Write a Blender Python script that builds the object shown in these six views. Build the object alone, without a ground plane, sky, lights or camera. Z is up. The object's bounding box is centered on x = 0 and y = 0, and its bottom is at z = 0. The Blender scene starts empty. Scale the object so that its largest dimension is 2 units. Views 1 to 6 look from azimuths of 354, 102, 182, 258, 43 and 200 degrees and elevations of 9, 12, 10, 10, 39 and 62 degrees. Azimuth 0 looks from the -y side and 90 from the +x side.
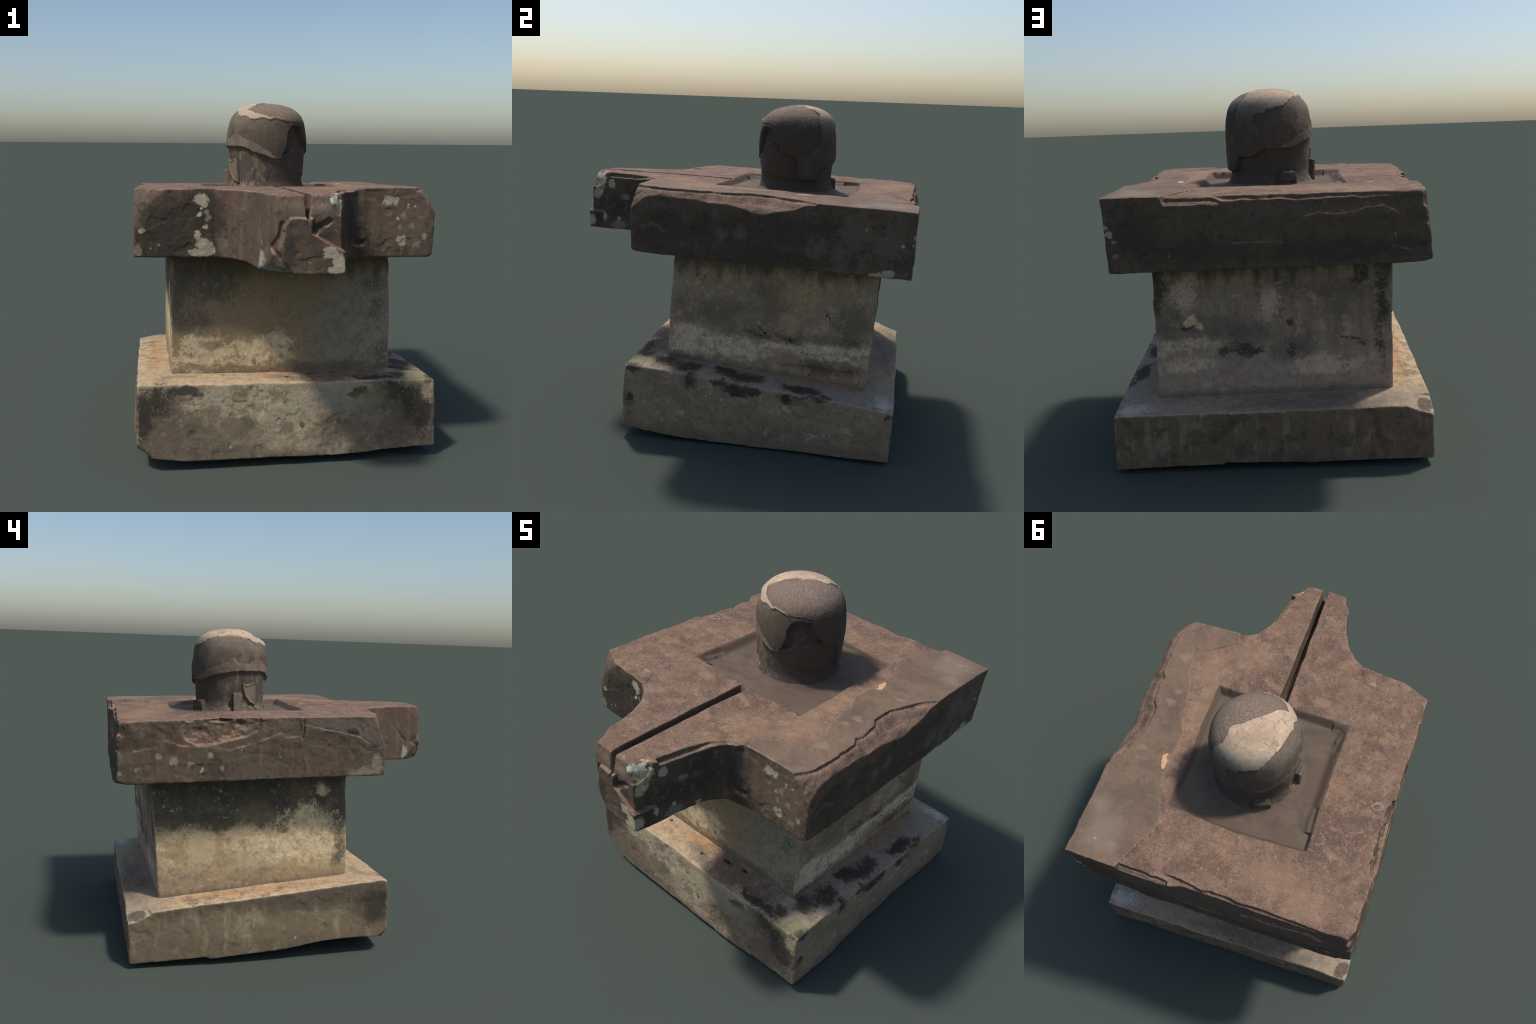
"""Weathered stone shrine pedestal: stepped plinth, square shaft, a broad square slab with a
spouted drain and sunken basin, and a round-topped pillar whose plaster crust is flaking off."""
import bpy, math
import numpy as np

# ------------------------------------------------------------------ noise and small maths
LATTICE = np.random.default_rng(7).uniform(-1, 1, 64 ** 3).astype(np.float32)

def noise(P, freq, seed=0, octaves=1, gain=0.5):
    """Smooth value noise in -1..1 at points P (n,3)."""
    P = np.asarray(P, np.float32)
    out = np.zeros(len(P), np.float32)
    amp, tot = 1.0, 0.0
    for o in range(octaves):
        s = seed + o * 31
        Q = P * np.float32(freq) + np.array([s * 7.13 % 64 + 64, s * 3.71 % 64 + 64, s * 11.37 % 64 + 64], np.float32)
        I = np.floor(Q)
        F = Q - I
        I = I.astype(np.int32)
        W = F * F * F * (F * (F * 6 - 15) + 10)
        x, y, z = W[:, 0], W[:, 1], W[:, 2]
        i0, j0, k0 = (I[:, 0] & 63) << 12, (I[:, 1] & 63) << 6, I[:, 2] & 63
        i1, j1, k1 = ((I[:, 0] + 1) & 63) << 12, ((I[:, 1] + 1) & 63) << 6, (I[:, 2] + 1) & 63
        def row(jk):
            a = LATTICE[i0 + jk]
            return a + (LATTICE[i1 + jk] - a) * x
        p = row(j0 + k0)
        r0 = p + (row(j1 + k0) - p) * y
        p = row(j0 + k1)
        r1 = p + (row(j1 + k1) - p) * y
        out += amp * (r0 + (r1 - r0) * z)
        tot += amp
        amp *= gain
        freq *= 2.03
    return out / tot

def noise2(U, V, freq, seed=0, octaves=1):
    sh = U.shape
    P = np.stack([U.ravel(), V.ravel(), np.full(U.size, 0.37)], 1)
    return noise(P, freq, seed, octaves).reshape(sh)

def sstep(a, b, x):
    t = np.clip((x - a) / (b - a), 0, 1)
    return t * t * (3 - 2 * t)

def smax(a, b, k):
    h = np.clip(0.5 + 0.5 * (a - b) / k, 0, 1)
    return b + (a - b) * h + k * h * (1 - h)

def smin(a, b, k):
    return -smax(-a, -b, k)

def line_dist(U, V, pts):
    d = np.full(U.shape, 9.0)
    for (ax, ay), (bx, by) in zip(pts[:-1], pts[1:]):
        ex, ey = bx - ax, by - ay
        t = np.clip(((U - ax) * ex + (V - ay) * ey) / (ex * ex + ey * ey + 1e-12), 0, 1)
        d = np.minimum(d, np.hypot(U - ax - t * ex, V - ay - t * ey))
    return d

def poly_dist(U, V, pts):
    """Signed distance to a closed outline, negative inside."""
    pts = list(pts)
    d = line_dist(U, V, pts + pts[:1])
    inside = np.zeros(U.shape, bool)
    for (ax, ay), (bx, by) in zip(pts, pts[1:] + pts[:1]):
        if ay == by:
            continue
        c = ((ay > V) != (by > V)) & (U < (bx - ax) * (V - ay) / (by - ay) + ax)
        inside ^= c
    return np.where(inside, -d, d)

class Map2:
    """A function of two coordinates, worked out once on a fine grid and then looked up."""
    def __init__(self, u0, u1, v0, v1, step, fn):
        self.u0, self.v0, self.s = u0, v0, step
        self.nu, self.nv = int((u1 - u0) / step) + 2, int((v1 - v0) / step) + 2
        U, V = np.meshgrid(u0 + np.arange(self.nu) * step, v0 + np.arange(self.nv) * step, indexing="ij")
        self.g = fn(U, V).astype(np.float32)
    def __call__(self, u, v):
        a = np.clip((u - self.u0) / self.s, 0, self.nu - 1.001)
        b = np.clip((v - self.v0) / self.s, 0, self.nv - 1.001)
        i, j = a.astype(np.int32), b.astype(np.int32)
        a, b = a - i, b - j
        g = self.g
        return (g[i, j] * (1 - a) + g[i + 1, j] * a) * (1 - b) + (g[i, j + 1] * (1 - a) + g[i + 1, j + 1] * a) * b

# ------------------------------------------------------------------ solid (distance function) -> mesh
def solid_to_mesh(f, lo, hi, h):
    lo, hi = np.array(lo, float), np.array(hi, float)
    n = (np.ceil((hi - lo) / (h * 4)).astype(int)) * 4 + 1
    cn = (n - 1) // 4 + 1
    C = np.stack(np.meshgrid(*[lo[a] + np.arange(cn[a]) * h * 4 for a in range(3)], indexing="ij"), -1).reshape(-1, 3)
    cf = f(C).reshape(cn)
    near = np.abs(cf) < h * 7
    core = near[:-1, :-1, :-1].copy()
    for dx in (0, 1):
        for dy in (0, 1):
            for dz in (0, 1):
                core |= near[dx:cn[0] - 1 + dx, dy:cn[1] - 1 + dy, dz:cn[2] - 1 + dz]
    F = np.repeat(np.repeat(np.repeat(cf[:-1, :-1, :-1], 4, 0), 4, 1), 4, 2).astype(np.float32)
    F = np.pad(F, ((0, 1), (0, 1), (0, 1)), mode="edge")
    M = np.repeat(np.repeat(np.repeat(core, 4, 0), 4, 1), 4, 2)
    M = np.pad(M, ((0, 1), (0, 1), (0, 1)), mode="edge")
    I = np.argwhere(M)
    F[I[:, 0], I[:, 1], I[:, 2]] = f(lo + I * h)
    S = F < 0
    A = [S[dx:n[0] - 1 + dx, dy:n[1] - 1 + dy, dz:n[2] - 1 + dz] for dx in (0, 1) for dy in (0, 1) for dz in (0, 1)]
    cnt = sum(a.astype(np.int8) for a in A)
    cell = np.argwhere((cnt > 0) & (cnt < 8))
    idx = np.full(tuple(n - 1), -1, np.int64)
    idx[cell[:, 0], cell[:, 1], cell[:, 2]] = np.arange(len(cell))
    acc, num = np.zeros((len(cell), 3)), np.zeros(len(cell))
    cor = np.array([(a, b, c) for a in (0, 1) for b in (0, 1) for c in (0, 1)])
    val = [F[cell[:, 0] + c[0], cell[:, 1] + c[1], cell[:, 2] + c[2]] for c in cor]
    for p in range(8):
        for q in range(p + 1, 8):
            if np.abs(cor[p] - cor[q]).sum() != 1:
                continue
            m = (val[p] < 0) != (val[q] < 0)
            t = val[p][m] / (val[p][m] - val[q][m])
            acc[m] += cor[p] + t[:, None] * (cor[q] - cor[p])
            num[m] += 1
    V = lo + (cell + acc / num[:, None]) * h
    quads = []
    for ax in range(3):
        b, c = (ax + 1) % 3, (ax + 2) % 3
        s0 = [slice(None)] * 3
        s1 = [slice(None)] * 3
        s0[ax], s1[ax] = slice(0, -1), slice(1, None)
        e = np.argwhere(S[tuple(s0)] != S[tuple(s1)])
        e = e[(e[:, b] > 0) & (e[:, c] > 0) & (e[:, b] < n[b] - 1) & (e[:, c] < n[c] - 1)]
        flip = S[tuple(e.T)]
        def at(db, dc):
            w = e.copy()
            w[:, b] -= db
            w[:, c] -= dc
            return idx[tuple(w.T)]
        q = np.stack([at(1, 1), at(0, 1), at(0, 0), at(1, 0)], 1)
        q[~flip] = q[~flip][:, ::-1]
        quads.append(q)
    Q = np.concatenate(quads)
    for it in range(2):
        d = f(V)
        e = h * 0.35
        g = np.stack([(f(V + np.eye(3)[a] * e) - f(V - np.eye(3)[a] * e)) / (2 * e) for a in range(3)], 1)
        g2 = np.maximum((g * g).sum(1), 0.3)
        mv = -(d / g2)[:, None] * g
        ln = np.linalg.norm(mv, axis=1, keepdims=True)
        V = V + mv * np.minimum(1, h * 0.5 / np.maximum(ln, 1e-9))
    # settle stray vertices that stand off from their neighbours
    a, b = Q.ravel(), np.roll(Q, -1, 1).ravel()
    deg = np.bincount(a, minlength=len(V)) + np.bincount(b, minlength=len(V))
    for it in range(3):
        mean = np.stack([np.bincount(a, V[b, k], len(V)) + np.bincount(b, V[a, k], len(V)) for k in range(3)], 1) / np.maximum(deg, 1)[:, None]
        off = np.linalg.norm(V - mean, axis=1)
        around = (np.bincount(a, off[b], len(V)) + np.bincount(b, off[a], len(V))) / np.maximum(deg, 1)
        stray = (off > h * .22) & (off > 1.9 * around)
        V[stray] = mean[stray]
    return V, Q

def part_objects(V, Q, region, names, parent, materials):
    """One smooth surface, separated by region; every piece keeps the whole body's vertex normals."""
    whole = bpy.data.meshes.new("whole")
    whole.vertices.add(len(V))
    whole.vertices.foreach_set("co", np.asarray(V, np.float32).ravel())
    whole.loops.add(Q.size)
    whole.loops.foreach_set("vertex_index", Q.astype(np.int32).ravel())
    whole.polygons.add(len(Q))
    whole.polygons.foreach_set("loop_start", np.arange(len(Q), dtype=np.int32) * 4)
    whole.update(calc_edges=True)
    N = np.empty(len(V) * 3, np.float32)
    whole.vertex_normals.foreach_get("vector", N)
    N = N.reshape(-1, 3)
    bpy.data.meshes.remove(whole)
    out = []
    for r, name in enumerate(names):
        q = Q[region == r]
        if not len(q):
            continue
        used, inv = np.unique(q, return_inverse=True)
        inv = inv.reshape(-1, 4)
        me = bpy.data.meshes.new(name)
        me.vertices.add(len(used))
        me.vertices.foreach_set("co", np.asarray(V[used], np.float32).ravel())
        me.loops.add(inv.size)
        me.loops.foreach_set("vertex_index", inv.astype(np.int32).ravel())
        me.polygons.add(len(inv))
        me.polygons.foreach_set("loop_start", np.arange(len(inv), dtype=np.int32) * 4)
        me.update(calc_edges=True)
        me.polygons.foreach_set("use_smooth", np.ones(len(inv), bool))
        if len(names) > 1:
            me.normals_split_custom_set_from_vertices(N[used].tolist())
        me.materials.append(materials[r])
        ob = bpy.data.objects.new(name, me)
        bpy.context.scene.collection.objects.link(ob)
        ob.parent = parent
        out.append(ob)
    return out

# ------------------------------------------------------------------ slab
def slab_top_z(x, y):
    return 1.3745 - 0.030 * y - 0.011 * y * y

def slab_bottom_z(x, y):
    return 1.035 - 0.031 * y - 0.010 * x - 0.014 * sstep(-0.6, -0.95, y)

SLAB_LOW = [(-.742, -.521), (-.459, -.514), (-.350, -.514), (-.298, -.546), (-.252, -.600), (-.216, -.68), (-.192, -.77), (-.172, -.86), (-.145, -.950), (-.125, -1.001),
            (.186, -1.006), (.198, -.93), (.208, -.80), (.240, -.622), (.300, -.548), (.409, -.518), (.593, -.504), (.754, -.497), (.747, -.2), (.734, .4), (.719, .8),
            (.708, .988), (.2, .988), (-.02, .984), (-.4, .978), (-.60, .970), (-.776, .962), (-.775, .6), (-.760, .2), (-.748, -.1)]
SLAB_HIGH = [(-.738, -.509), (-.557, -.504), (-.446, -.512), (-.354, -.526), (-.296, -.554), (-.228, -.634), (-.184, -.725), (-.160, -.813), (-.145, -.940), (-.128, -.998),
             (.180, -1.002), (.196, -.90), (.212, -.79), (.232, -.70), (.258, -.608), (.296, -.546), (.358, -.505), (.50, -.497), (.756, -.496), (.746, -.2), (.738, .4), (.730, .8),
             (.724, .997), (.44, .996), (.10, .990), (-.4, .982), (-.758, .976), (-.756, .7), (-.746, .2), (-.740, -.1)]
# edge of the smooth top skin that covers the right-hand side, back to front
SKIN_EDGE = [(.453, 1.05), (.453, .991), (.424, .922), (.395, .851), (.371, .797), (.350, .768), (.342, .70), (.356, .661), (.373, .645), (.384, .597), (.411, .569),
             (.428, .484), (.427, .437), (.438, .385), (.46, .361), (.431, .311), (.439, .242), (.432, .199), (.466, .137), (.491, .088), (.48, .042),
             (.496, -.012), (.512, -.084), (.551, -.167), (.56, -.235), (.54, -.296), (.472, -.357), (.360, -.435), (.377, -.497), (.377, -.60)]
SKIN = SKIN_EDGE + [(.95, -.60), (.95, 1.05)]
SKIN_LEFT = [(-.344, -.56), (-.344, -.496), (-.385, -.423), (-.463, -.404), (-.506, -.441), (-.506, -.467), (-.455, -.466), (-.449, -.56)]
LEDGE_EDGE = [(.640, -.60), (.655, -.49), (.690, -.425), (.699, -.34), (.692, -.197), (.690, -.125), (.665, -.088), (.677, -.050), (.655, .068), (.624, .111),
              (.622, .230), (.650, .325), (.676, .405), (.704, .462), (.728, .492), (.80, .494)]
LEDGE = LEDGE_EDGE + [(.90, .494), (.90, -.60)]
SPOUT_RIM = [(.358, -.497), (.291, -.530), (.235, -.602), (.210, -.687), (.189, -.781), (.176, -.860)]
BASIN = [(-.384, -.142), (.366, -.140), (.362, .1), (.348, .3), (.346, .606), (-.03, .628), (-.396, .608), (-.390, .3)]

def slab_top(U, V):
    wu = U + 0.004 * noise2(U, V, 28, 3, 3)
    wv = V + 0.004 * noise2(U, V, 28, 4, 3)
    z = slab_top_z(U, V) + 0.0022 * noise2(U, V, 4.5, 5, 2)
    d = poly_dist(wu, wv, SKIN)                       # bare stone lies a few mm under the skin
    bare = sstep(-0.0012, 0.0015, d)
    crack = sstep(.0035, .0008, np.abs(d - .001)) * sstep(.3, .5, np.abs(V - .15))
    thick = 0.0045 + 0.007 * sstep(.55, .95, V) + 0.003 * sstep(-.1, -.4, V)
    rough = 0.0014 * noise2(U, V, 55, 6, 3) + 0.0016 * noise2(U, V, 17, 7, 2)
    z = z + (1 - bare) * thick + bare * rough - .003 * crack + (1 - bare) * 0.0006 * noise2(U, V, 40, 8, 2)
    d = poly_dist(wu, wv, SKIN_LEFT)
    z += 0.0045 * sstep(0.0015, -0.0025, d)
    # broken ledge along the right-hand edge, split along the bedding
    d = poly_dist(wu, wv, LEDGE)
    run = np.clip(-d, 0, .13)
    t = run / .095
    strata = 0.0045 * np.sin(run * 88 + 2.0 * noise2(U, V * .6, 7, 11, 2)) + 0.006 * noise2(U, V * 0.3, 30, 12, 3)
    fall = 0.014 + 0.026 * t + 0.030 * t * t - strata * sstep(0, .012, run)
    fall *= 1 - 0.25 * sstep(.3, .49, V)
    z = z - sstep(0.0005, -0.0030, d) * fall
    # rim beside the spout is split off lower
    d = line_dist(wu, wv, SPOUT_RIM)
    out = poly_dist(wu, wv, SPOUT_RIM + [(.6, -.95), (.6, -.497)])
    z -= sstep(0.001, -0.004, out) * (0.010 + 0.016 * sstep(-.55, -.7, V)) * sstep(.36, .32, U)
    # back edge: worn step, and the notch beside the skin
    wear = sstep(.24, .16, U)
    yb = .950 + 0.009 * noise2(U, V * 0.2, 14, 13, 3) - .012 * sstep(.0, .2, U)
    z -= wear * sstep(-.002, .005, V - yb) * (0.020 + 0.008 * noise2(U, V, 12, 14, 2))
    yn = .968 + 0.007 * noise2(U, V * 0.1, 22, 15, 3)
    z -= sstep(.182, .192, U) * sstep(.449, .441, U) * (sstep(-.002, .004, V - yn) * 0.021 + sstep(.01, .02, V - yn) * .009)
    # sunken basin
    d = poly_dist(U + 0.003 * noise2(U, V, 15, 16, 2), V + 0.003 * noise2(U, V, 15, 17, 2), BASIN)
    wall = np.where(U > .25, .034, np.where(V > .5, .024, np.where(U < -.3, .060, .036)))
    floor = 1.3425 - 0.021 * V + 0.0010 * noise2(U, V, 10, 18, 2)
    rr = np.hypot(U + .008, V - .25)
    floor = floor + 0.016 * sstep(.265, .215, rr)
    z = z + (np.minimum(floor, z) - z) * sstep(0.004, -wall, d)
    # picked-out gouges and lumps round the basin
    for (ax, ay), (bx, by), w, dep in (((-.372, -.085), (-.362, .02), .017, -.009), ((-.372, .37), (-.388, .585), .013, -.010), ((-.345, -.112), (-.14, -.098), .007, -.004),
                                       ((-.30, .600), (.20, .612), .006, -.002), ((.26, -.098), (.33, -.105), .016, -.006)):
        g = line_dist(U, V, [(ax, ay), (bx, by)])
        z += dep * .7 * sstep(w * 1.3, 0, g)
    for cx, cy, r, a in ((.338, -.128, .026, .012), (.288, -.135, .018, .006), (-.345, -.04, .014, .006), (-.392, .36, .010, .005)):
        z += a * sstep(r, 0, np.hypot(U - cx, V - cy))
    # drain channel from the basin to the lip of the spout
    along = np.clip((-.15 - V) / .80, -0.2, 1.1)
    cx = .000 + .022 * along + .004 * noise2(V * 0, V, 9, 19, 3)
    half = .023 - .007 * along + .003 * noise2(U * 0, V, 11, 22, 2) + .0015 * noise2(U * 0, V, 30, 20, 2)
    zc = 1.322 - 0.036 * along
    dz = np.abs(U - cx) - half
    inch = (.45 * sstep(.003, -.003, dz) + .55 * sstep(.002, -half * .85, dz)) * sstep(-.135, -.185, V)
    z = z + (np.minimum(zc, z) - z) * inch
    # pits
    for cx, cy, r in ((-.53, .72, .008), (.44, .41, .006), (-.1, .8, .005), (.1, -.62, .004), (-.55, .1, .006)):
        z -= 0.006 * sstep(r, 0, np.hypot(U - cx, V - cy))
    return z

RIDGE_LEFT = [(1.1, 1.188), (.956, 1.188), (.934, 1.165), (.854, 1.185), (.751, 1.206), (.70, 1.236), (.659, 1.231), (.624, 1.213), (.453, 1.211), (.369, 1.191),
              (.279, 1.215), (.118, 1.271), (.083, 1.283), (.057, 1.259), (-.036, 1.266)]
SCOOP = [(.628, 1.300), (.615, 1.262), (.590, 1.238), (.54, 1.217), (.434, 1.222), (.339, 1.25), (.267, 1.264), (.207, 1.298), (.185, 1.347), (.20, 1.42), (.62, 1.42)]

def left_face(U, Z):
    """Inward offset of the left side, over (y, z)."""
    wu = U + 0.006 * noise2(U, Z, 26, 31, 3)
    wz = Z + 0.005 * noise2(U, Z, 26, 32, 3)
    d = poly_dist(wu, wz, RIDGE_LEFT + [(-.036, 1.5), (1.1, 1.5)])
    rec = sstep(.004, -.012, d)
    o = rec * (0.006 + 0.03 * np.clip(Z - 1.22, 0, .15) + 0.004 * noise2(U, Z, 30, 33, 3))
    d = poly_dist(wu, wz, SCOOP)
    dep = np.clip(-d, 0, .09)
    o += sstep(.002, -.010, d) * (0.010 + 0.44 * dep * (1 - dep * 4)) + sstep(0, -.02, d) * 0.011 * noise2(U, Z, 34, 34, 3)
    for cy, cz, ry, rz, a in ((.41, 1.349, .062, .012, .030), (.575, 1.348, .026, .010, .018), (.30, 1.335, .03, .02, .012)):
        o += a * sstep(1.2, .3, np.hypot((U - cy) / ry, (Z - cz) / rz))
    # front piece: upper flake, thin split lines
    d = line_dist(wu, wz, [(-.040, 1.40), (-.043, 1.338), (-.042, 1.262)])
    o += 0.010 * sstep(.007, .001, d)
    cut = [(-.042, 1.338), (-.19, 1.310), (-.371, 1.272), (-.425, 1.232), (-.402, 1.188)]
    d = line_dist(wu, wz, cut)
    o += 0.004 * sstep(.006, .001, d)
    o += 0.0045 * sstep(.002, -.003, poly_dist(wu, wz, cut + [(-.6, 1.188), (-.6, 1.5), (-.042, 1.5)])) * sstep(-.47, -.42, U)
    d = line_dist(wu, wz, [(.31, 1.155), (.26, 1.175), (.17, 1.178), (.08, 1.165)])
    o += 0.0015 * sstep(.010, .002, d)
    o += 0.0035 * noise2(U, Z, 7, 35, 2)
    return o

BACK_PANEL = [(.2, 1.125), (-.011, 1.124), (-.092, 1.121), (-.113, 1.161), (-.155, 1.211), (-.205, 1.239), (-.255, 1.248), (-.315, 1.241), (-.414, 1.248), (-.464, 1.266),
              (-.543, 1.274), (-.592, 1.253), (-.611, 1.227), (-.601, 1.187), (-.561, 1.148), (-.58, 1.09), (-.70, 1.06), (-.70, .95), (.2, .95)]

def back_face(U, Z):
    wu = U + 0.006 * noise2(U, Z, 24, 41, 3)
    wz = Z + 0.004 * noise2(U, Z, 24, 42, 3)
    d = poly_dist(wu, wz, BACK_PANEL)
    o = sstep(-.004, .008, d) * sstep(.19, .12, U) * 0.008
    o += sstep(.004, .03, d) * sstep(.19, .1, U) * (0.0025 * noise2(U, Z, 45, 43, 3) + .0025)
    o += sstep(.19, .10, U) * 0.017 * sstep(1.23, 1.31, Z)
    o = o * .8
    arc = line_dist(wu, wz, [(-.16, 1.205), (-.19, 1.225), (-.24, 1.228), (-.28, 1.205)])
    o += 0.002 * sstep(.007, .001, arc)
    crack = line_dist(wu, wz, [(.19, 1.32), (.196, 1.25), (.215, 1.20)])
    o += 0.003 * sstep(.008, .001, crack)
    o += 0.0025 * noise2(U, Z, 8, 44, 2)
    return o

LIP_PANEL = [(-.057, 1.292), (.046, 1.292), (.040, 1.228), (.10, 1.190), (.150, 1.166), (.186, 1.151), (.24, 1.15), (.24, .95), (-.04, .95), (-.04, 1.05), (-.104, 1.156),
             (-.090, 1.19), (-.071, 1.232), (-.081, 1.246)]

def lip_face(U, Z):
    """Front of the spout: a proud lower panel under a set-back upper part."""
    wu = U + 0.004 * noise2(U, Z, 30, 51, 3)
    wz = Z + 0.003 * noise2(U, Z, 30, 52, 3)
    d = poly_dist(wu, wz, LIP_PANEL)
    o = sstep(-.002, .005, d) * (0.017 + 0.012 * sstep(1.32, 1.39, Z))
    hole = line_dist(wu, wz, [(.052, 1.236), (.118, 1.278)])
    o += 0.015 * sstep(.020, .002, hole) * (1 + .5 * noise2(U, Z, 40, 54, 2))
    side = line_dist(wu, wz, [(-.085, 1.27), (-.090, 1.235), (-.122, 1.16), (-.10, 1.12)])
    o += 0.009 * sstep(.014, .002, side)
    o += 0.002 * noise2(U, Z, 14, 53, 2)
    return o

def chip(d, P, pts, out, centre, reach, rough, k):
    """Knocks a corner off solid d along a rough plane, felt only within reach of the corner."""
    far = np.linalg.norm(P - np.array(centre), axis=1) - reach
    m = np.nonzero(far < .3)[0]
    if not len(m):
        return d
    a, b, c = (np.array(p) for p in pts)
    n = np.cross(b - a, c - a)
    n = n / np.linalg.norm(n)
    if n @ np.array(out) < 0:
        n = -n
    Q = P[m]
    e = (Q - a) @ n - 1.5 * np.maximum(far[m], 0) + rough * (noise(Q, 17, 63, 2) + .35 * noise(Q, 50, 64, 1))
    d = d.copy()
    d[m] = smax(d[m], e, k)
    return d

FLANK_SPLIT = [(-.232, -.665, 1.40), (-.225, -.685, 1.36), (-.187, -.77, 1.29), (-.172, -.83, 1.22), (-.160, -.88, 1.165), (-.172, -.875, 1.08)]

def build_slab_solid():
    top = Map2(-.84, .84, -1.08, 1.08, .0025, slab_top)
    low = Map2(-.84, .84, -1.08, 1.08, .004, lambda U, V: poly_dist(U, V, SLAB_LOW))
    high = Map2(-.84, .84, -1.08, 1.08, .004, lambda U, V: poly_dist(U, V, SLAB_HIGH))
    fleft = Map2(-1.08, 1.08, .95, 1.45, .0025, left_face)
    fb = Map2(-.84, .84, .95, 1.45, .0025, back_face)
    ff = Map2(-.3, .4, .95, 1.45, .0025, lip_face)
    def f(P):
        x, y, z = P[:, 0], P[:, 1], P[:, 2]
        t = np.clip((z - 1.04) / .31, 0, 1)
        side = low(x, y) * (1 - t) + high(x, y) * t
        side = side + fleft(y, z) * sstep(-.60, -.67, x) * sstep(-.56, -.48, y)
        side = side + fb(x, z) * sstep(.88, .93, y)
        side = side + ff(x, z) * sstep(-.86, -.93, y)
        nz = noise(P, 20, 61, 2)
        ft = z - top(x, y)
        fbm = slab_bottom_z(x, y) - z + 0.003 * nz
        fl = noise(P, 11, 65, 3)
        side = side + 0.0018 * nz + 0.0025 * noise(P, 6, 62, 1) + .0024 * sstep(.12, .22, fl) + .0010 * noise(P, 42, 66, 1)
        d = smax(side, ft, .007 + .012 * sstep(-.85, -.95, y) + .008 * sstep(-.5, -.68, x) * sstep(.6, .9, y))
        d = smax(d, fbm, .008)
        m = np.nonzero((x < -.08) & (y < -.6) & (np.abs(d) < .03))[0]
        if len(m):                                        # split running down the left flank of the spout
            gap = np.full(len(m), 9.0)
            for a, b in zip(FLANK_SPLIT[:-1], FLANK_SPLIT[1:]):
                a, e = np.array(a), np.array(b) - np.array(a)
                t = np.clip(((P[m] - a) @ e) / (e @ e), 0, 1)
                gap = np.minimum(gap, np.linalg.norm(P[m] - a - t[:, None] * e, axis=1))
            d = d.copy()
            d[m] = smax(d[m], .010 + .004 * nz[m] - gap, .005)
        d = smax(d, .036 - np.sqrt(((P - np.array((.372, -.545, 1.122))) ** 2 * np.array((.8, 1, 2.6))).sum(1)) + .006 * nz, .012)   # hollow
        d = chip(d, P, [(.760, -.503, 1.268), (.760, -.397, 1.330), (.645, -.503, 1.397)], (1, -1, 1), (.735, -.48, 1.37), .15, .006, .012)   # right front corner
        d = chip(d, P, [(.762, -.508, 1.070), (.762, -.415, 1.036), (.71, -.506, 1.036)], (1, -1, -1), (.738, -.485, 1.04), .08, .006, .006)
        d = chip(d, P, [(-.75, -.430, 1.396), (-.585, -.512, 1.375), (-.740, -.527, 1.19)], (-1, -1, .5), (-.735, -.51, 1.37), .19, .004, .005)  # left front corner
        d = chip(d, P, [(-.115, -.99, 1.17), (-.185, -.84, 1.05), (-.045, -1.005, 1.05)], (-1, -1, -1), (-.13, -.97, 1.06), .16, .004, .006)  # under the lip, left
        d = chip(d, P, [(.135, -.968, 1.365), (.172, -.90, 1.375), (.172, -.955, 1.30)], (1, -1, 1), (.165, -.965, 1.375), .07, .006, .02)
        d = chip(d, P, [(-.785, .92, 1.030), (-.74, .985, 1.030), (-.74, .92, 1.008)], (-1, 1, -1), (-.762, .957, 1.02), .09, .006, .006)
        d = chip(d, P, [(-.765, .94, 1.350), (-.725, .985, 1.350), (-.765, .985, 1.30)], (-1, 1, 1), (-.745, .97, 1.335), .06, .006, .02)
        return d
    return f

# ------------------------------------------------------------------ shaft and plinth
def wall_planes(bottom, top):
    out = []
    for i in range(4):
        j = (i + 1) % 4
        a, b, c = np.array(bottom[i]), np.array(bottom[j]), (np.array(top[i]) + np.array(top[j])) / 2
        n = np.cross(b - a, c - a)
        n = n / np.linalg.norm(n)
        out.append((n, a))
    return out

SHAFT_FOOT = [(-.568, -.390, .434), (.592, -.342, .423), (.557, .782, .338), (-.610, .718, .341)]
SHAFT_HEAD = [(-.578, -.355, 1.014), (.585, -.315, 1.000), (.548, .818, .956), (-.588, .780, .971)]
PLINTH_TOP = [(-.738, -.580, .437), (.775, -.529, .405), (.749, .952, .289), (-.784, .894, .298)]
PLINTH_FOOT = [(-.736, -.604, .10), (.789, -.537, .058), (.752, .939, .020), (-.788, .883, .030)]

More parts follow.
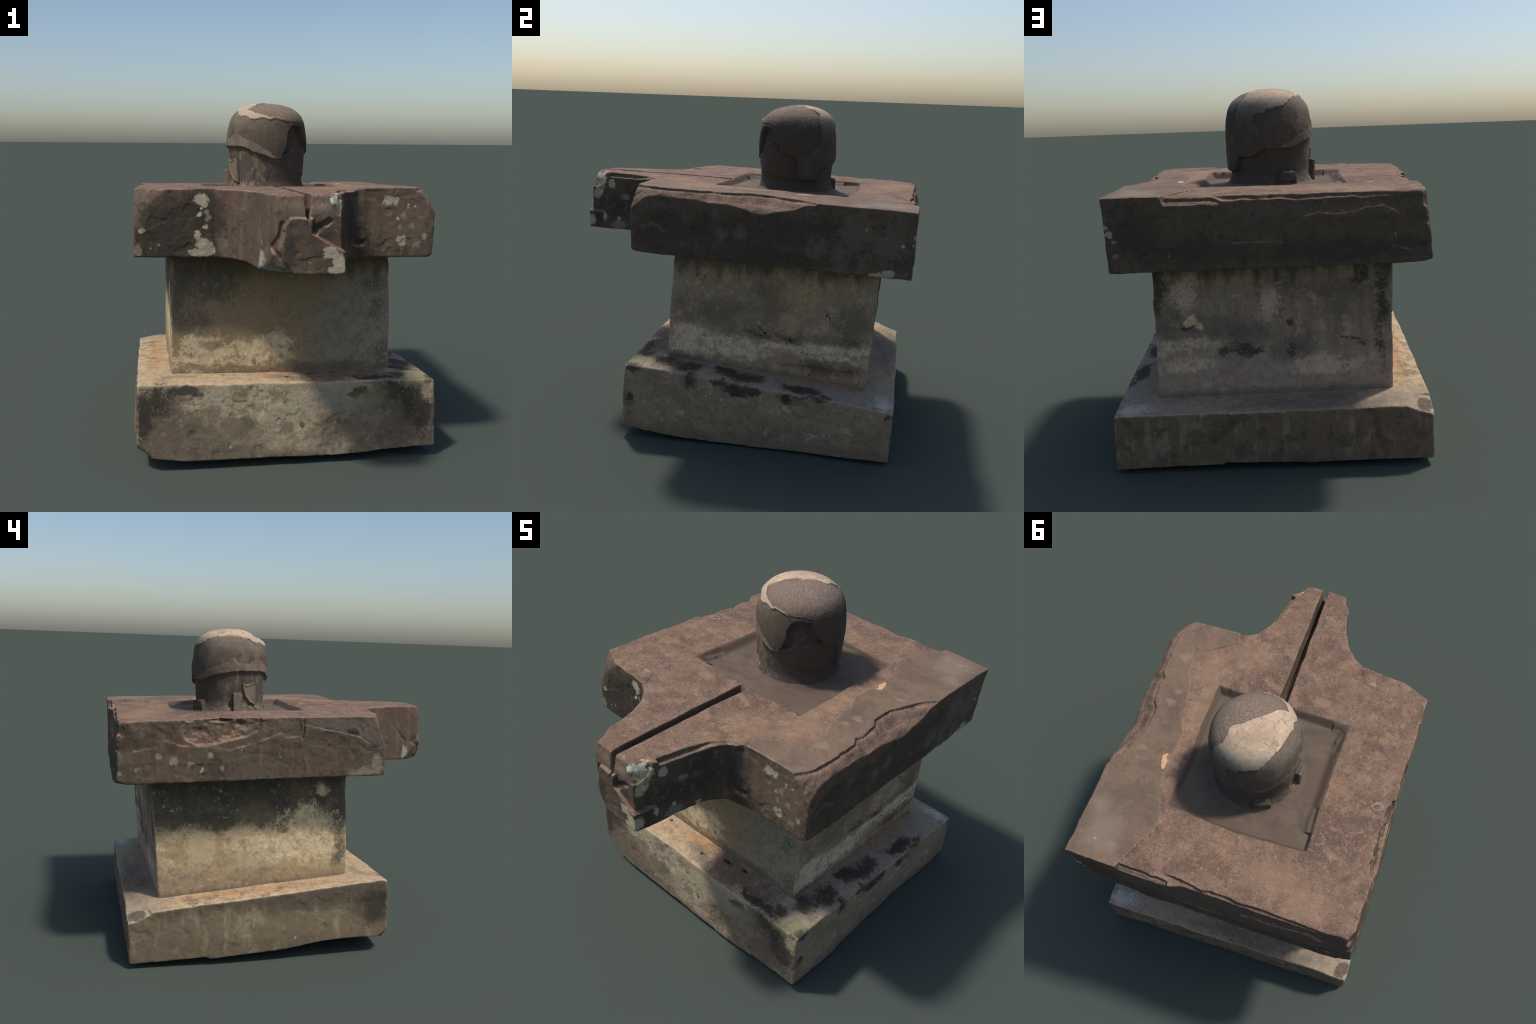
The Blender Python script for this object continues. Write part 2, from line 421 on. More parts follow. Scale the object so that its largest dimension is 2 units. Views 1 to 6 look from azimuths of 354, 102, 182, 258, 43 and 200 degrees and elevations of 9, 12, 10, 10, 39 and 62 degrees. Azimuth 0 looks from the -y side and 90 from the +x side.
def build_shaft_solid():
    W = wall_planes(SHAFT_FOOT, SHAFT_HEAD)
    right = Map2(-.6, 1.0, .25, 1.1, .004, lambda U, Z: 0.007 * sstep(.004, -.004, poly_dist(U + .008 * noise2(U, Z, 20, 71, 2), Z + .004 * noise2(U, Z, 20, 72, 2),
                 [(.30, .30), (.30, .425), (.45, .435), (.62, .425), (.74, .415), (.755, .36), (.74, .30)]))
                 + 0.006 * sstep(.03, .005, line_dist(U, Z, [(.06, .555), (.30, .545), (.42, .515)])) * (1 + noise2(U, Z, 30, 73, 2)))
    def f(P):
        x, y, z = P[:, 0], P[:, 1], P[:, 2]
        d = None
        for i, (n, a) in enumerate(W):
            p = (P - a) @ n
            if i == 1:
                p = p + right(y, z)
            d = p if d is None else smax(d, p, .012)
        d = d + 0.003 * noise(P, 5, 74, 2) + 0.0018 * noise(P, 24, 75, 3) + .0025 * sstep(.22, .30, noise(P, 10, 76, 3))
        d = smax(d, z - 1.06, .01)
        return smax(d, .27 - z, .01)
    return f

def plinth_top_z(x, y):
    u = np.clip((x + .755) / 1.515, 0, 1)
    v = np.clip((y + .55) / 1.47, 0, 1)
    z = (.437 * (1 - u) + .405 * u) * (1 - v) + (.298 * (1 - u) + .289 * u) * v
    edge = np.minimum(np.minimum(x + .755 + .03 * v, .775 - .03 * v - x), np.minimum(y + .577 - .05 * u, .890 + .058 * u - y))
    pitch = .021 * (1 - v) + .026 * v + .010 * sstep(.3, .9, u)
    z = z + .009 * sstep(.55, 1, u) * sstep(0, .25, v) * sstep(1, .75, v)
    return z + .003 + .50 * pitch * sstep(-.06, .12, edge)

def plinth_foot_z(x, y):
    left = np.interp(y, [-.6, -.31, -.2, -.1, 0, .2, .44, .47, .56, .88], [.110, .114, .106, .088, .070, .056, .036, .050, .043, .026])
    right = np.interp(y, [-.54, -.40, -.23, 0, .3, .69, .94], [.056, .034, .018, .008, .004, .014, .021])
    front = np.interp(x, [-.74, -.66, -.5, -.37, 0, .24, .53, .78], [.100, .062, .040, .041, .041, .034, .047, .058])
    back = np.interp(x, [-.78, -.5, -.2, .03, .215, .235, .45, .75], [.036, .034, .028, .036, .043, .033, .028, .019])
    u = np.clip((x + .755) / 1.53, 0, 1)
    v = np.clip((y + .57) / 1.47, 0, 1)
    wl, wr, wf, wb = 1 / (u + .02), 1 / (1 - u + .02), 1 / (v + .02), 1 / (1 - v + .02)
    z = (left * wl + right * wr + front * wf + back * wb) / (wl + wr + wf + wb)
    return z - .028 * sstep(0, .2, u) * sstep(1, .8, u) * sstep(0, .2, v) * sstep(1, .8, v)

def build_plinth_solid():
    W = wall_planes(PLINTH_FOOT, PLINTH_TOP)
    top = Map2(-.9, .9, -.8, 1.1, .006, plinth_top_z)
    foot = Map2(-.9, .9, -.8, 1.1, .006, plinth_foot_z)
    def f(P):
        x, y, z = P[:, 0], P[:, 1], P[:, 2]
        d = None
        for i, (n, a) in enumerate(W):
            p = (P - a) @ n
            if i == 3:                                    # left side swells towards the foot
                p = p - .020 * sstep(-.60, -.25, y) * sstep(.85, .3, y) * sstep(.32, .12, z)
            elif i == 1:                                  # right side swells in front, is undercut behind
                p = p - .004 + .016 * sstep(-.25, .1, y) * sstep(.75, .45, y) * sstep(.22, .05, z)
            elif i == 0:
                p = p - .008 * sstep(-.7, -.3, x) * sstep(.75, .3, x)
            d = p if d is None else smax(d, p, .014)
        d = d + 0.004 * noise(P, 4.5, 81, 2) + 0.0022 * noise(P, 22, 82, 3) + .003 * sstep(.22, .30, noise(P, 9, 87, 3))
        d = smax(d, z - top(x, y) + 0.0028 * noise(P, 12, 83, 3), .012)
        d = smax(d, foot(x, y) - z + .002 * noise(P, 18, 86, 2), .008)
        d = chip(d, P, [(-.680, .890, .296), (-.765, .765, .310), (-.780, .892, .258)], (-1, 1, 1), (-.79, .90, .30), .13, .004, .003)
        d = chip(d, P, [(-.735, -.575, .125), (-.70, -.605, .115), (-.70, -.555, .075)], (-1, -1, -1), (-.735, -.61, .10), .07, .004, .01)
        return d
    return f

# ------------------------------------------------------------------ round-topped pillar
AXIS = (-.008, .250)
PROFILE = [(0, 1.8345), (.04, 1.833), (.08, 1.829), (.12, 1.8185), (.152, 1.805), (.19, 1.776), (.2145, 1.737), (.2265, 1.690), (.2330, 1.640), (.2345, 1.585), (.2320, 1.53),
           (.2280, 1.45), (.2255, 1.40), (.2245, 1.35), (.2245, 1.30)]
CAP = [(28, 1.724), (18, 1.734), (7.4, 1.744), (-2.8, 1.737), (-15, 1.744), (-19, 1.739), (-31, 1.739), (-37, 1.755), (-52, 1.756), (-60, 1.762), (-66, 1.782), (-80, 1.788),
       (-101, 1.796), (-119, 1.790), (-140, 1.775), (-153, 1.741), (-171, 1.725), (-180, 1.718), (-183, 1.705), (-194, 1.704), (-198, 1.654), (-188, 1.604),
       (-182.5, 1.554), (-184, 1.518), (-190, 1.490), (-200, 1.470), (-223, 1.460), (-226, 1.425), (-230, 1.395), (-243, 1.39), (-256, 1.395), (-257.6, 1.528),
       (-240.5, 1.55), (-230.5, 1.612), (-226, 1.645), (-224, 1.70), (-223, 1.75), (-218, 1.785), (-223, 1.811), (-234, 1.818), (-237, 1.826), (-232, 1.8312),
       (-39.5, 1.832), (-40.7, 1.828), (-38, 1.818), (-43, 1.805), (-46, 1.793), (-25.7, 1.775), (-14, 1.768), (-1, 1.750), (7, 1.753)]
CRUST_EDGE = [(-183, 1.521), (-156.6, 1.524), (-142, 1.530), (-126.7, 1.555), (-115, 1.566), (-95, 1.581), (-79, 1.587), (-68, 1.587), (-47, 1.586), (-34, 1.575), (-23, 1.552),
              (-10.5, 1.541), (1.8, 1.522), (14.6, 1.512), (17, 1.54), (20, 1.560), (23.5, 1.60), (25, 1.65), (29, 1.69), (34, 1.703), (47, 1.707), (58, 1.698), (61, 1.66), (64, 1.635),
              (68, 1.608), (73, 1.598), (75, 1.570), (86.5, 1.557), (98.7, 1.533), (102, 1.515), (103, 1.421), (117, 1.412), (130, 1.416), (134, 1.437), (136.5, 1.481), (157, 1.487),
              (170, 1.502), (177, 1.521)]
HOLLOW = [(17, 1.540), (20, 1.565), (24, 1.61), (28, 1.685), (36, 1.702), (47, 1.706), (57, 1.697), (61, 1.655), (66, 1.618), (75, 1.597), (73, 1.572), (58, 1.580), (46, 1.560), (38, 1.578), (29, 1.545)]
BAND_EDGE = [(-175, 1.50), (-160, 1.548), (-152, 1.559), (-136, 1.585), (-121, 1.607), (-108, 1.630), (-102, 1.655), (-92, 1.667), (-86, 1.635), (-71, 1.632), (-65, 1.65), (-55, 1.662),
             (-45, 1.644), (-34, 1.625), (-25, 1.612), (-16, 1.594), (-3, 1.556), (6, 1.536), (12, 1.50)]
SHIELD = [(-79, 1.517), (-71.6, 1.505), (-59, 1.521), (-56, 1.50), (-54.5, 1.45), (-53, 1.383), (-65.4, 1.402), (-73.9, 1.438), (-78, 1.485)]
STRAP = [(-94.1, 1.457), (-80.4, 1.458), (-80.2, 1.28), (-92.2, 1.28)]
BRACKET = [(-163, 1.404), (-145, 1.408), (-142, 1.38), (-142, 1.28), (-169, 1.28), (-167, 1.36)]

def catmull(pts, n):
    p = np.array([pts[0]] + list(pts) + [pts[-1]], float)
    out = []
    for i in range(1, len(p) - 2):
        t = np.linspace(0, 1, n, endpoint=False)[:, None]
        a, b, c, d = p[i - 1], p[i], p[i + 1], p[i + 2]
        out.append(.5 * (2 * b + (c - a) * t + (2 * a - 5 * b + 4 * c - d) * t ** 2 + (3 * b - a - 3 * c + d) * t ** 3))
    return np.concatenate(out + [p[-1:]])

def build_pillar():
    prof = catmull([(q * 1.012, w) for q, w in PROFILE], 24)
    arc = np.concatenate([[0], np.cumsum(np.hypot(*np.diff(prof, axis=0).T))])
    nphi, ns = 760, 270
    s = np.linspace(0.0015, arc[-1], ns)
    r, z = np.interp(s, arc, prof[:, 0]), np.interp(s, arc, prof[:, 1])
    tr, tz = np.gradient(r, s), np.gradient(z, s)
    phi = -math.pi + np.arange(nphi) * math.tau / nphi
    PH, Sg = np.meshgrid(phi, s, indexing="ij")
    R, Z = np.broadcast_to(r, PH.shape), np.broadcast_to(z, PH.shape)
    DX, DY = np.sin(PH), -np.cos(PH)
    B = np.stack([AXIS[0] + R * DX, AXIS[1] + R * DY, Z], -1).reshape(-1, 3)
    sh = PH.shape
    n_rag, n_rag2 = noise(B, 32, 91, 3).reshape(sh), noise(B, 32, 92, 3).reshape(sh)
    n_lo, n_mid, n_hi = noise(B, 7, 93, 2).reshape(sh), noise(B, 26, 94, 3).reshape(sh), noise(B, 70, 95, 2).reshape(sh)
    deg = np.degrees(PH) + 1.6 * n_rag + .9 * n_hi
    zz = Z + 0.004 * n_rag2 + .002 * n_hi
    # flat map about the apex: distance along the meridian, azimuth kept
    def flat(pts):
        out = []
        for a, b in pts:
            l = np.interp(-b, -prof[:, 1], arc)
            out.append((l * math.sin(math.radians(a)), -l * math.cos(math.radians(a))))
        return out
    sw = Sg + 0.0060 * n_rag2 + .0035 * n_hi
    U, V = sw * np.sin(np.radians(deg)), -sw * np.cos(np.radians(deg))
    cap_d = poly_dist(U, V, flat(CAP))
    def wrap(a):
        return (a + 183) % 360 - 183
    ex, ez = zip(*(CRUST_EDGE + [(177.001, 1.521), (180, 1.521)]))
    edge = np.interp(wrap(deg), ex, ez)
    bx, bz = zip(*BAND_EDGE)
    band = np.interp(wrap(deg), bx, bz, left=1.3, right=1.3)
    above = zz - edge                                     # >0: crust present
    crust = sstep(-.001, .004, above)
    cap = sstep(.0012, -.0022, cap_d) * crust
    is_band = (zz < band)
    dark = (wrap(deg) > 27) & (wrap(deg) < 140)
    dark |= (zz > 1.742) & (wrap(deg) > -60)
    off = np.full(sh, -.020) - .002 * n_lo + .0012 * n_mid
    # worn hollow under the crust at the right front
    hd = poly_dist(wrap(deg) / 250 + .004 * n_mid, zz + .004 * n_mid, [(a / 250, b) for a, b in HOLLOW])
    hol = sstep(.002, -.012, hd)
    off -= hol * (.015 + .012 * n_mid + .010 * n_rag + .008 * sstep(1.62, 1.69, Z))
    low = sstep(34, 44, wrap(deg)) * sstep(104.5, 103.5, wrap(deg))
    stepz = np.interp(wrap(deg), [5, 26, 46, 63, 89, 105], [1.495, 1.468, 1.444, 1.425, 1.417, 1.417])
    on = sstep(8, 14, wrap(deg)) * sstep(104.5, 103.5, wrap(deg))
    off += on * .0045 * sstep(-.002, .004, zz - stepz) * (1 - hol)
    off += .022 * np.clip((1.405 - Z) / .06, 0, 1.3) ** 2
    shell = -.0075 + .0018 * n_lo + .0009 * n_mid + .0004 * n_hi
    shell = shell + np.where(is_band, .0018 + .0022 * n_mid * sstep(-150, -120, wrap(deg)) * sstep(-60, -85, wrap(deg)), 0)
    shell = shell + .004 * sstep(50, 75, wrap(deg)) * sstep(142, 134, wrap(deg))
    # brow over the hollow bulges and folds
    brow = line_dist(wrap(deg) / 250, zz, [(28 / 250, 1.722), (44 / 250, 1.722), (57 / 250, 1.712)])
    shell = shell - .004 * sstep(.008, .001, brow)
    lipd = sstep(.05, 0, above)
    shell = shell + .0015 * lipd * sstep(-130, -100, wrap(deg)) * sstep(20, 0, wrap(deg))
    o = off + (shell - off) * crust
    o = o + (.0005 + .0006 * n_lo + .0005 * n_hi - o) * cap
    # thin cracks in the pale cap
    for path in ([(-60, 1.80), (-30, 1.826), (60, 1.8335), (150, 1.827)], [(-120, 1.825), (-100, 1.8335), (-150, 1.81)], [(-128, 1.788), (-135, 1.812)]):
        o -= .0012 * sstep(.0030, .0006, line_dist(U + .008 * n_mid, V - .008 * n_lo, flat(path))) * cap
    # raised pieces fixed on the lower drum
    A = .226
    def raised(pts, lift, soft=.0025):
        d = poly_dist(np.radians(np.degrees(PH)) * A, Z, [(math.radians(a) * A, b) for a, b in pts])
        return d, sstep(soft, -soft, d)
    pieces = np.zeros(sh, int)
    d, m = raised(SHIELD, 0)
    rim = sstep(.016, .004, -d)
    o = np.maximum(o, -.006 - .004 * (1 - rim) + .0008 * n_mid) * m + o * (1 - m)
    o -= .006 * sstep(.010, .001, np.abs(d - .003)) * (1 - m) * sstep(-58, -54, np.degrees(PH))
    pieces[d < 0] = 1
    d, m = raised(STRAP, 0)
    o = o * (1 - m) + (.012 + .0006 * n_mid) * m
    pieces[d < 0] = 2
    d, m = raised(BRACKET, 0)
    o = o * (1 - m) + (.012 - .010 * sstep(1.365, 1.352, Z) * sstep(.004, .010, -d) + .0006 * n_mid) * m
    pieces[d < 0] = 3
    nr, nz = -tz, tr                                       # outward normal of the profile
    RR = np.maximum(R + o * nr, .0002)
    ZZ = Z + o * nz
    Vt = np.stack([AXIS[0] + RR * DX, AXIS[1] + RR * DY, ZZ], -1).reshape(-1, 3)
    lab = np.full(sh, 0)                                   # drum core
    lab[above > 0] = 1                                     # crust
    lab[(above > 0) & is_band] = 2                         # pale band on the crust
    lab[(above > 0) & dark] = 3                            # grainy dark skin
    lab[(cap_d < 0) & (above > 0)] = 4                     # pale cap
    lab[pieces > 0] = 4 + pieces[pieces > 0]
    a = np.arange(nphi)[:, None] * ns + np.arange(ns - 1)[None, :]
    b = ((np.arange(nphi) + 1) % nphi)[:, None] * ns + np.arange(ns - 1)[None, :]
    Qd = np.stack([a, a + 1, b + 1, b], -1).reshape(-1, 4)
    ql = np.broadcast_to(lab[:, :-1], (nphi, ns - 1)).reshape(-1)
    # close the apex
    apex = len(Vt)
    Vt = np.concatenate([Vt, [[AXIS[0], AXIS[1], 1.8345]]])
    first = np.arange(nphi) * ns
    nxt = np.roll(first, -1)
    half = np.arange(0, nphi, 2)
    capq = np.stack([first[half], nxt[half], nxt[(half + 1) % nphi], np.full(len(half), apex)], 1)
    Qd = np.concatenate([Qd, capq])
    ql = np.concatenate([ql, np.full(len(capq), 4)])
    return Vt, Qd, ql

# ------------------------------------------------------------------ materials
class Paint:
    """Builds one stone material: a base colour, then layers laid over it through procedural masks."""
    def __init__(self, name, warp=1.0):
        self.mat = bpy.data.materials.new(name)
        self.mat.use_nodes = True
        self.t = self.mat.node_tree
        self.N, self.L = self.t.nodes, self.t.links
        self.bsdf = self.N["Principled BSDF"]
        self.P = self.N.new("ShaderNodeTexCoord").outputs["Object"]
        sep = self.N.new("ShaderNodeSeparateXYZ")
        self.L.new(self.P, sep.inputs[0])
        self.x, self.y, self.z = sep.outputs
        g = self.N.new("ShaderNodeNewGeometry")
        sn = self.N.new("ShaderNodeSeparateXYZ")
        self.L.new(g.outputs["Normal"], sn.inputs[0])
        self.nx, self.ny, self.nz = sn.outputs
        # positions pushed about by noise, so that no patch has a clean outline
        a = self.vnoise(9, 3, .045 * warp)
        b = self.vnoise(42, 3, .016 * warp)
        self.W = self.vec("ADD", self.vec("ADD", self.P, a), b)
        c = self.vnoise(34, 5, .017)
        self.Wf = self.vec("ADD", self.P, c)
        self.fine = self.noise(150, 3, .7)
        self.mid = self.noise(48, 4, .6)
        self.low = self.noise(11, 4, .6)
        self.wide = self.noise(3.6, 4, .6)
        self.rag = self.noise(24, 7, .78, off=17)          # many-scaled, for frayed outlines
        b = self.math("ADD", self.math("MULTIPLY", self.noise(9, 7, .72, off=23), 1.0), self.math("ADD", self.math("MULTIPLY", self.rag, .7), self.math("MULTIPLY", self.noise(80, 5, .8, off=29), .8)))
        self.blotch = self.math("SUBTRACT", b, .75)
        self.col = None
    def link(self, v, sock):
        if hasattr(v, "is_output"):
            self.L.new(v, sock)
        else:
            sock.default_value = v
    def vec(self, op, a, b):
        n = self.N.new("ShaderNodeVectorMath")
        n.operation = op
        self.link(a, n.inputs[0])
        self.link(b, n.inputs[1])
        return n.outputs[0]
    def math(self, op, a, b=0.0, clamp=False):
        n = self.N.new("ShaderNodeMath")
        n.operation = op
        n.use_clamp = clamp
        self.link(a, n.inputs[0])
        self.link(b, n.inputs[1])
        return n.outputs[0]
    def stretched(self, s):
        return self.P if s == (1, 1, 1) else self.vec("MULTIPLY", self.P, s)
    def noise(self, scale, detail=4, rough=.55, stretch=(1, 1, 1), off=0):
        n = self.N.new("ShaderNodeTexNoise")
        n.inputs["Scale"].default_value = scale
        n.inputs["Detail"].default_value = detail
        n.inputs["Roughness"].default_value = rough
        p = self.stretched(stretch)
        self.L.new(self.vec("ADD", p, (off * 3.1, off * 1.7, off * 2.3)) if off else p, n.inputs["Vector"])
        return n.outputs["Fac"]
    def vnoise(self, scale, detail, amt):
        n = self.N.new("ShaderNodeTexNoise")
        n.inputs["Scale"].default_value = scale
        n.inputs["Detail"].default_value = detail
        self.L.new(self.P, n.inputs["Vector"])
        return self.vec("MULTIPLY", self.vec("SUBTRACT", n.outputs["Color"], (.5, .5, .5)), (amt * 2,) * 3)
    def step(self, v, a, b):
        n = self.N.new("ShaderNodeMapRange")
        n.interpolation_type = "SMOOTHSTEP"
        self.link(v, n.inputs["Value"])
        if a > b:
            n.inputs["From Min"].default_value, n.inputs["From Max"].default_value = b, a
            n.inputs["To Min"].default_value, n.inputs["To Max"].default_value = 1, 0
        else:
            n.inputs["From Min"].default_value, n.inputs["From Max"].default_value = a, b
        return n.outputs["Result"]
    def blob(self, c, r, soft=.3, grain=.25, crisp=False):
        """Patch round c with radii r, ragged outline; grain breaks the edge up into specks."""
        r = (r, r, r) if not isinstance(r, tuple) else r
        n = self.N.new("ShaderNodeVectorMath")
        n.operation = "MULTIPLY_ADD"
        self.L.new(self.Wf if crisp else self.W, n.inputs[0])
        n.inputs[1].default_value = tuple(1 / q for q in r)
        n.inputs[2].default_value = tuple(-a / q for a, q in zip(c, r))
        l = self.N.new("ShaderNodeVectorMath")
        l.operation = "LENGTH"
        self.L.new(n.outputs[0], l.inputs[0])
        d = l.outputs["Value"]
        if grain:
            g = self.N.new("ShaderNodeMath")
            g.operation = "MULTIPLY_ADD"
            self.L.new(self.rag if not crisp else self.mid, g.inputs[0])
            g.inputs[1].default_value = grain * 4
            g.inputs[2].default_value = -grain * 2
            d = self.math("ADD", d, g.outputs[0])
        return self.step(d, 1 + soft, 1 - soft)
    def blobs(self, items, soft=.3, grain=.25, crisp=False):
        m = None
        for c, r in items:
            b = self.blob(c, r, soft, grain, crisp)
            m = b if m is None else self.math("MAXIMUM", m, b)
        return m
    def mul(self, *ms):
        m = ms[0]
        for q in ms[1:]:
            m = self.math("MULTIPLY", m, q)
        return m
    def inv(self, m):
        return self.math("SUBTRACT", 1.0, m)
    def base(self, c):
        self.col = (*c, 1)
    def over(self, mask, c, amount=1.0):
        n = self.N.new("ShaderNodeMix")
        n.data_type = "RGBA"
        f = mask if amount == 1 else self.math("MULTIPLY", mask, amount)
        self.link(f, n.inputs[0])
        self.link(self.col, n.inputs[6])
        n.inputs[7].default_value = (*c, 1)
        self.col = n.outputs[2]
    def vary(self, fac, lo, hi, amount=1.0):
        """Multiplies the colour so far by lo..hi as fac runs 0.3..0.7."""
        n = self.N.new("ShaderNodeMapRange")
        self.link(fac, n.inputs["Value"])
        for k, v in zip(("From Min", "From Max", "To Min", "To Max"), (.3, .7, lo, hi)):
            n.inputs[k].default_value = v
        m = self.N.new("ShaderNodeVectorMath")
        m.operation = "SCALE"
        self.link(self.col, m.inputs[0])
        self.L.new(n.outputs["Result"], m.inputs["Scale"])
        self.col = m.outputs[0]
    def area(self, items, at=.58, width=.26, gain=.34):
        """Soft-centred areas dissolved by blotchy noise into frayed patches and specks."""
        region = self.blobs([(c, tuple(q * 1.12 for q in r) if isinstance(r, tuple) else r * 1.12) for c, r in items], .75, 0)
        return self.patchy(region, self.blotch, at, gain, width)
    def patchy(self, region, fac, at, gain=.30, width=.07):
        """Blotches of fac, more of them where region is strong."""
        return self.step(self.math("ADD", fac, self.math("MULTIPLY", region, gain)), at, at + width)
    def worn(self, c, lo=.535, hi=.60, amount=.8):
        """Lightens the colour along arrises to paint in their bright lit rims."""
        g = self.N.new("ShaderNodeNewGeometry").outputs["Pointiness"]
        e = self.math("ADD", g, self.math("MULTIPLY", self.math("SUBTRACT", self.rag, .5), .10))
        self.over(self.step(e, lo, hi), c, amount)
    def finish(self, rough=.88, bump=.5, depth=.004):
        self.link(self.col, self.bsdf.inputs["Base Color"])
        self.bsdf.inputs["Roughness"].default_value = rough
        self.bsdf.inputs["Specular IOR Level"].default_value = .25
        h = self.math("ADD", self.math("MULTIPLY", self.mid, .7), self.math("MULTIPLY", self.fine, .45))
        b = self.N.new("ShaderNodeBump")
        b.inputs["Strength"].default_value = bump
        b.inputs["Distance"].default_value = depth
        self.L.new(h, b.inputs["Height"])
        self.L.new(b.outputs[0], self.bsdf.inputs["Normal"])
        return self.mat

PALE_LICHEN, DULL_LICHEN = (.47, .395, .275), (.26, .213, .148)

def raw_stone(p):
    """Reddish sandstone, worn and speckled, as on the top of the slab."""
    p.base((.218, .135, .091))
    p.over(p.step(p.wide, .42, .60), (.158, .098, .068))
    p.over(p.step(p.low, .50, .64), (.268, .166, .112))
    p.over(p.step(p.noise(7, 5, .68, off=3), .54, .66), (.120, .082, .060), .7)
    p.over(p.step(p.noise(5, 4, .6, off=5), .55, .68), (.300, .185, .110), .65)
    p.over(p.step(p.noise(30, 5, .7, off=2), .55, .66), (.330, .215, .155), .65)
    p.over(p.step(p.noise(110, 4, .8, off=1), .54, .66), (.42, .285, .215), .65)
    p.over(p.step(p.noise(75, 4, .75, off=4), .46, .36), (.085, .058, .043), .6)
    p.over(p.blobs([((.40, .02, 1.36), (.06, .16, .05)), ((.44, -.22, 1.38), (.08, .12, .05)), ((.28, -.40, 1.38), (.12, .07, .05)), ((.45, .25, 1.36), (.04, .14, .05)), ((-.48, .85, 1.34), (.10, .07, .05)), ((-.30, .80, 1.34), (.10, .08, .05))], .8, .5), (.36, .225, .140), .5)
    p.vary(p.rag, .76, 1.24)
    p.vary(p.noise(190, 3, .8, off=14), .84, 1.16)

def slab_stone(name):
    p = Paint(name)
    raw_stone(p)
    # weathered sides, stained brown to black
    edge = p.math("ADD", p.nz, p.math("MULTIPLY", p.math("SUBTRACT", p.mid, .5), .5))
    side = p.step(edge, .62, .36)
    streak = p.noise(16, 4, .6, (1, 1, .16))
    fleck = p.noise(34, 5, .72, off=6)
    p.over(side, (.118, .077, .052))
    p.over(p.mul(side, p.step(streak, .46, .62)), (.092, .066, .045), .9)
    p.over(p.mul(side, p.step(p.wide, .5, .62)), (.098, .076, .054), .8)
    p.over(p.mul(side, p.step(fleck, .56, .66)), (.195, .145, .100), .6)
    p.over(p.mul(side, p.step(p.noise(20, 5, .7, (1, 1, .2), off=31), .54, .66)), (.185, .128, .088), .55)
    p.over(p.mul(side, p.step(p.noise(70, 5, .8, off=33), .56, .66)), (.23, .185, .135), .35)
    p.over(p.mul(side, p.step(p.rag, .47, .38)), (.056, .043, .031), .65)
    left = p.mul(side, p.step(p.nx, -.45, -.75))
    p.over(p.mul(left, p.step(p.low, .46, .62)), (0.098, 0.078, 0.051), .8)
    p.over(p.mul(left, p.step(p.noise(5, 4, .6, off=8), .50, .62)), (0.053, 0.043, 0.031), .7)
    right = p.mul(side, p.step(p.nx, .45, .75))
    p.over(right, (.138, .092, .058), .85)  # shaded side (and back below): base lightened and warmed against bluish sky light
    p.over(p.mul(right, p.step(p.noise(9, 5, .7, (1, 1, .6), off=9), .52, .62)), (.165, .128, .088), .7)
    p.over(p.mul(right, p.step(p.rag, .53, .62)), (.068, .050, .035), .7)
    back = p.mul(side, p.step(p.ny, .45, .75))
    p.over(back, (.118, .082, .052), .85)
    p.over(p.mul(back, p.step(p.rag, .52, .62)), (.064, .050, .035), .8)
    p.over(p.mul(back, p.step(fleck, .54, .70)), (.155, .122, .085), .7)
    p.over(p.mul(side, p.blobs([((-.735, -.47, 1.36), (.12, .08, .08)), ((-.73, -.50, 1.25), (.03, .05, .06)), ((.70, -.49, 1.36), (.06, .08, .07))], .25, .15)), (.150, .108, .080), .85)
    # black crust
    black = p.area([((-.585, -.51, 1.20), (.150, .09, .125)), ((-.60, -.51, 1.09), (.13, .08, .06)), ((-.40, -.51, 1.24), (.11, .08, .12)), ((.315, -.53, 1.25), (.055, .10, .13)),
                     ((.38, -.50, 1.10), (.08, .07, .05)), ((.28, -.66, 1.24), (.05, .13, .11)), ((-.33, -.53, 1.18), (.05, .06, .10)), ((.745, -.2, 1.17), (.05, .33, .10)), ((.74, .35, 1.2), (.05, .40, .09)),
                     ((.735, .25, 1.07), (.05, .60, .045)), ((.60, .99, 1.16), (.13, .05, .11)), ((.30, .99, 1.08), (.25, .05, .07)), ((-.4, .985, 1.08), (.4, .05, .05)), ((.72, .96, 1.09), (.05, .07, .07))], at=.60, width=.34, gain=.48)
    shade = p.math('SUBTRACT', .88, p.math('MULTIPLY', p.math('MAXIMUM', right, back), .30))
    p.over(p.mul(side, black, shade), (.050, .040, .029))
    p.over(p.mul(side, black, p.step(p.noise(55, 4, .75, off=12), .60, .70)), (.135, .115, .085), .7)
    p.over(p.mul(side, p.blobs([((.70, .85, 1.18), (.05, .10, .09)), ((.725, .70, 1.22), (.05, .09, .07)), ((.72, .62, 1.09), (.04, .035, .09)), ((.72, .73, 1.08), (.04, .025, .07)), ((.735, -.18, 1.24), (.03, .03, .02)),
                                ((.74, .10, 1.18), (.03, .035, .03)), ((.735, -.37, 1.18), (.03, .07, .008)), ((.735, .0, 1.17), (.03, .03, .03)), ((.73, .52, 1.14), (.03, .05, .05))], .7, .9)), (.165, .127, .088), .8)
    p.over(p.mul(side, p.blobs([((.60, -.50, 1.22), (.14, .06, .15)), ((.44, -.50, 1.22), (.03, .05, .13))], .4, .7)), (.165, .115, .078), .8)
    p.over(p.mul(side, p.blobs([((-.25, -.56, 1.20), (.025, .06, .14)), ((-.30, -.53, 1.12), (.03, .04, .06))], .5, .5)), (.20, .150, .105), .6)
    p.over(p.mul(left, p.blobs([((-.75, -.22, 1.34), (.06, .20, .035)), ((-.75, -.40, 1.28), (.06, .05, .06)), ((-.76, .93, 1.14), (.06, .07, .035))], .25, .15)), (0.128, 0.109, 0.080), .85)
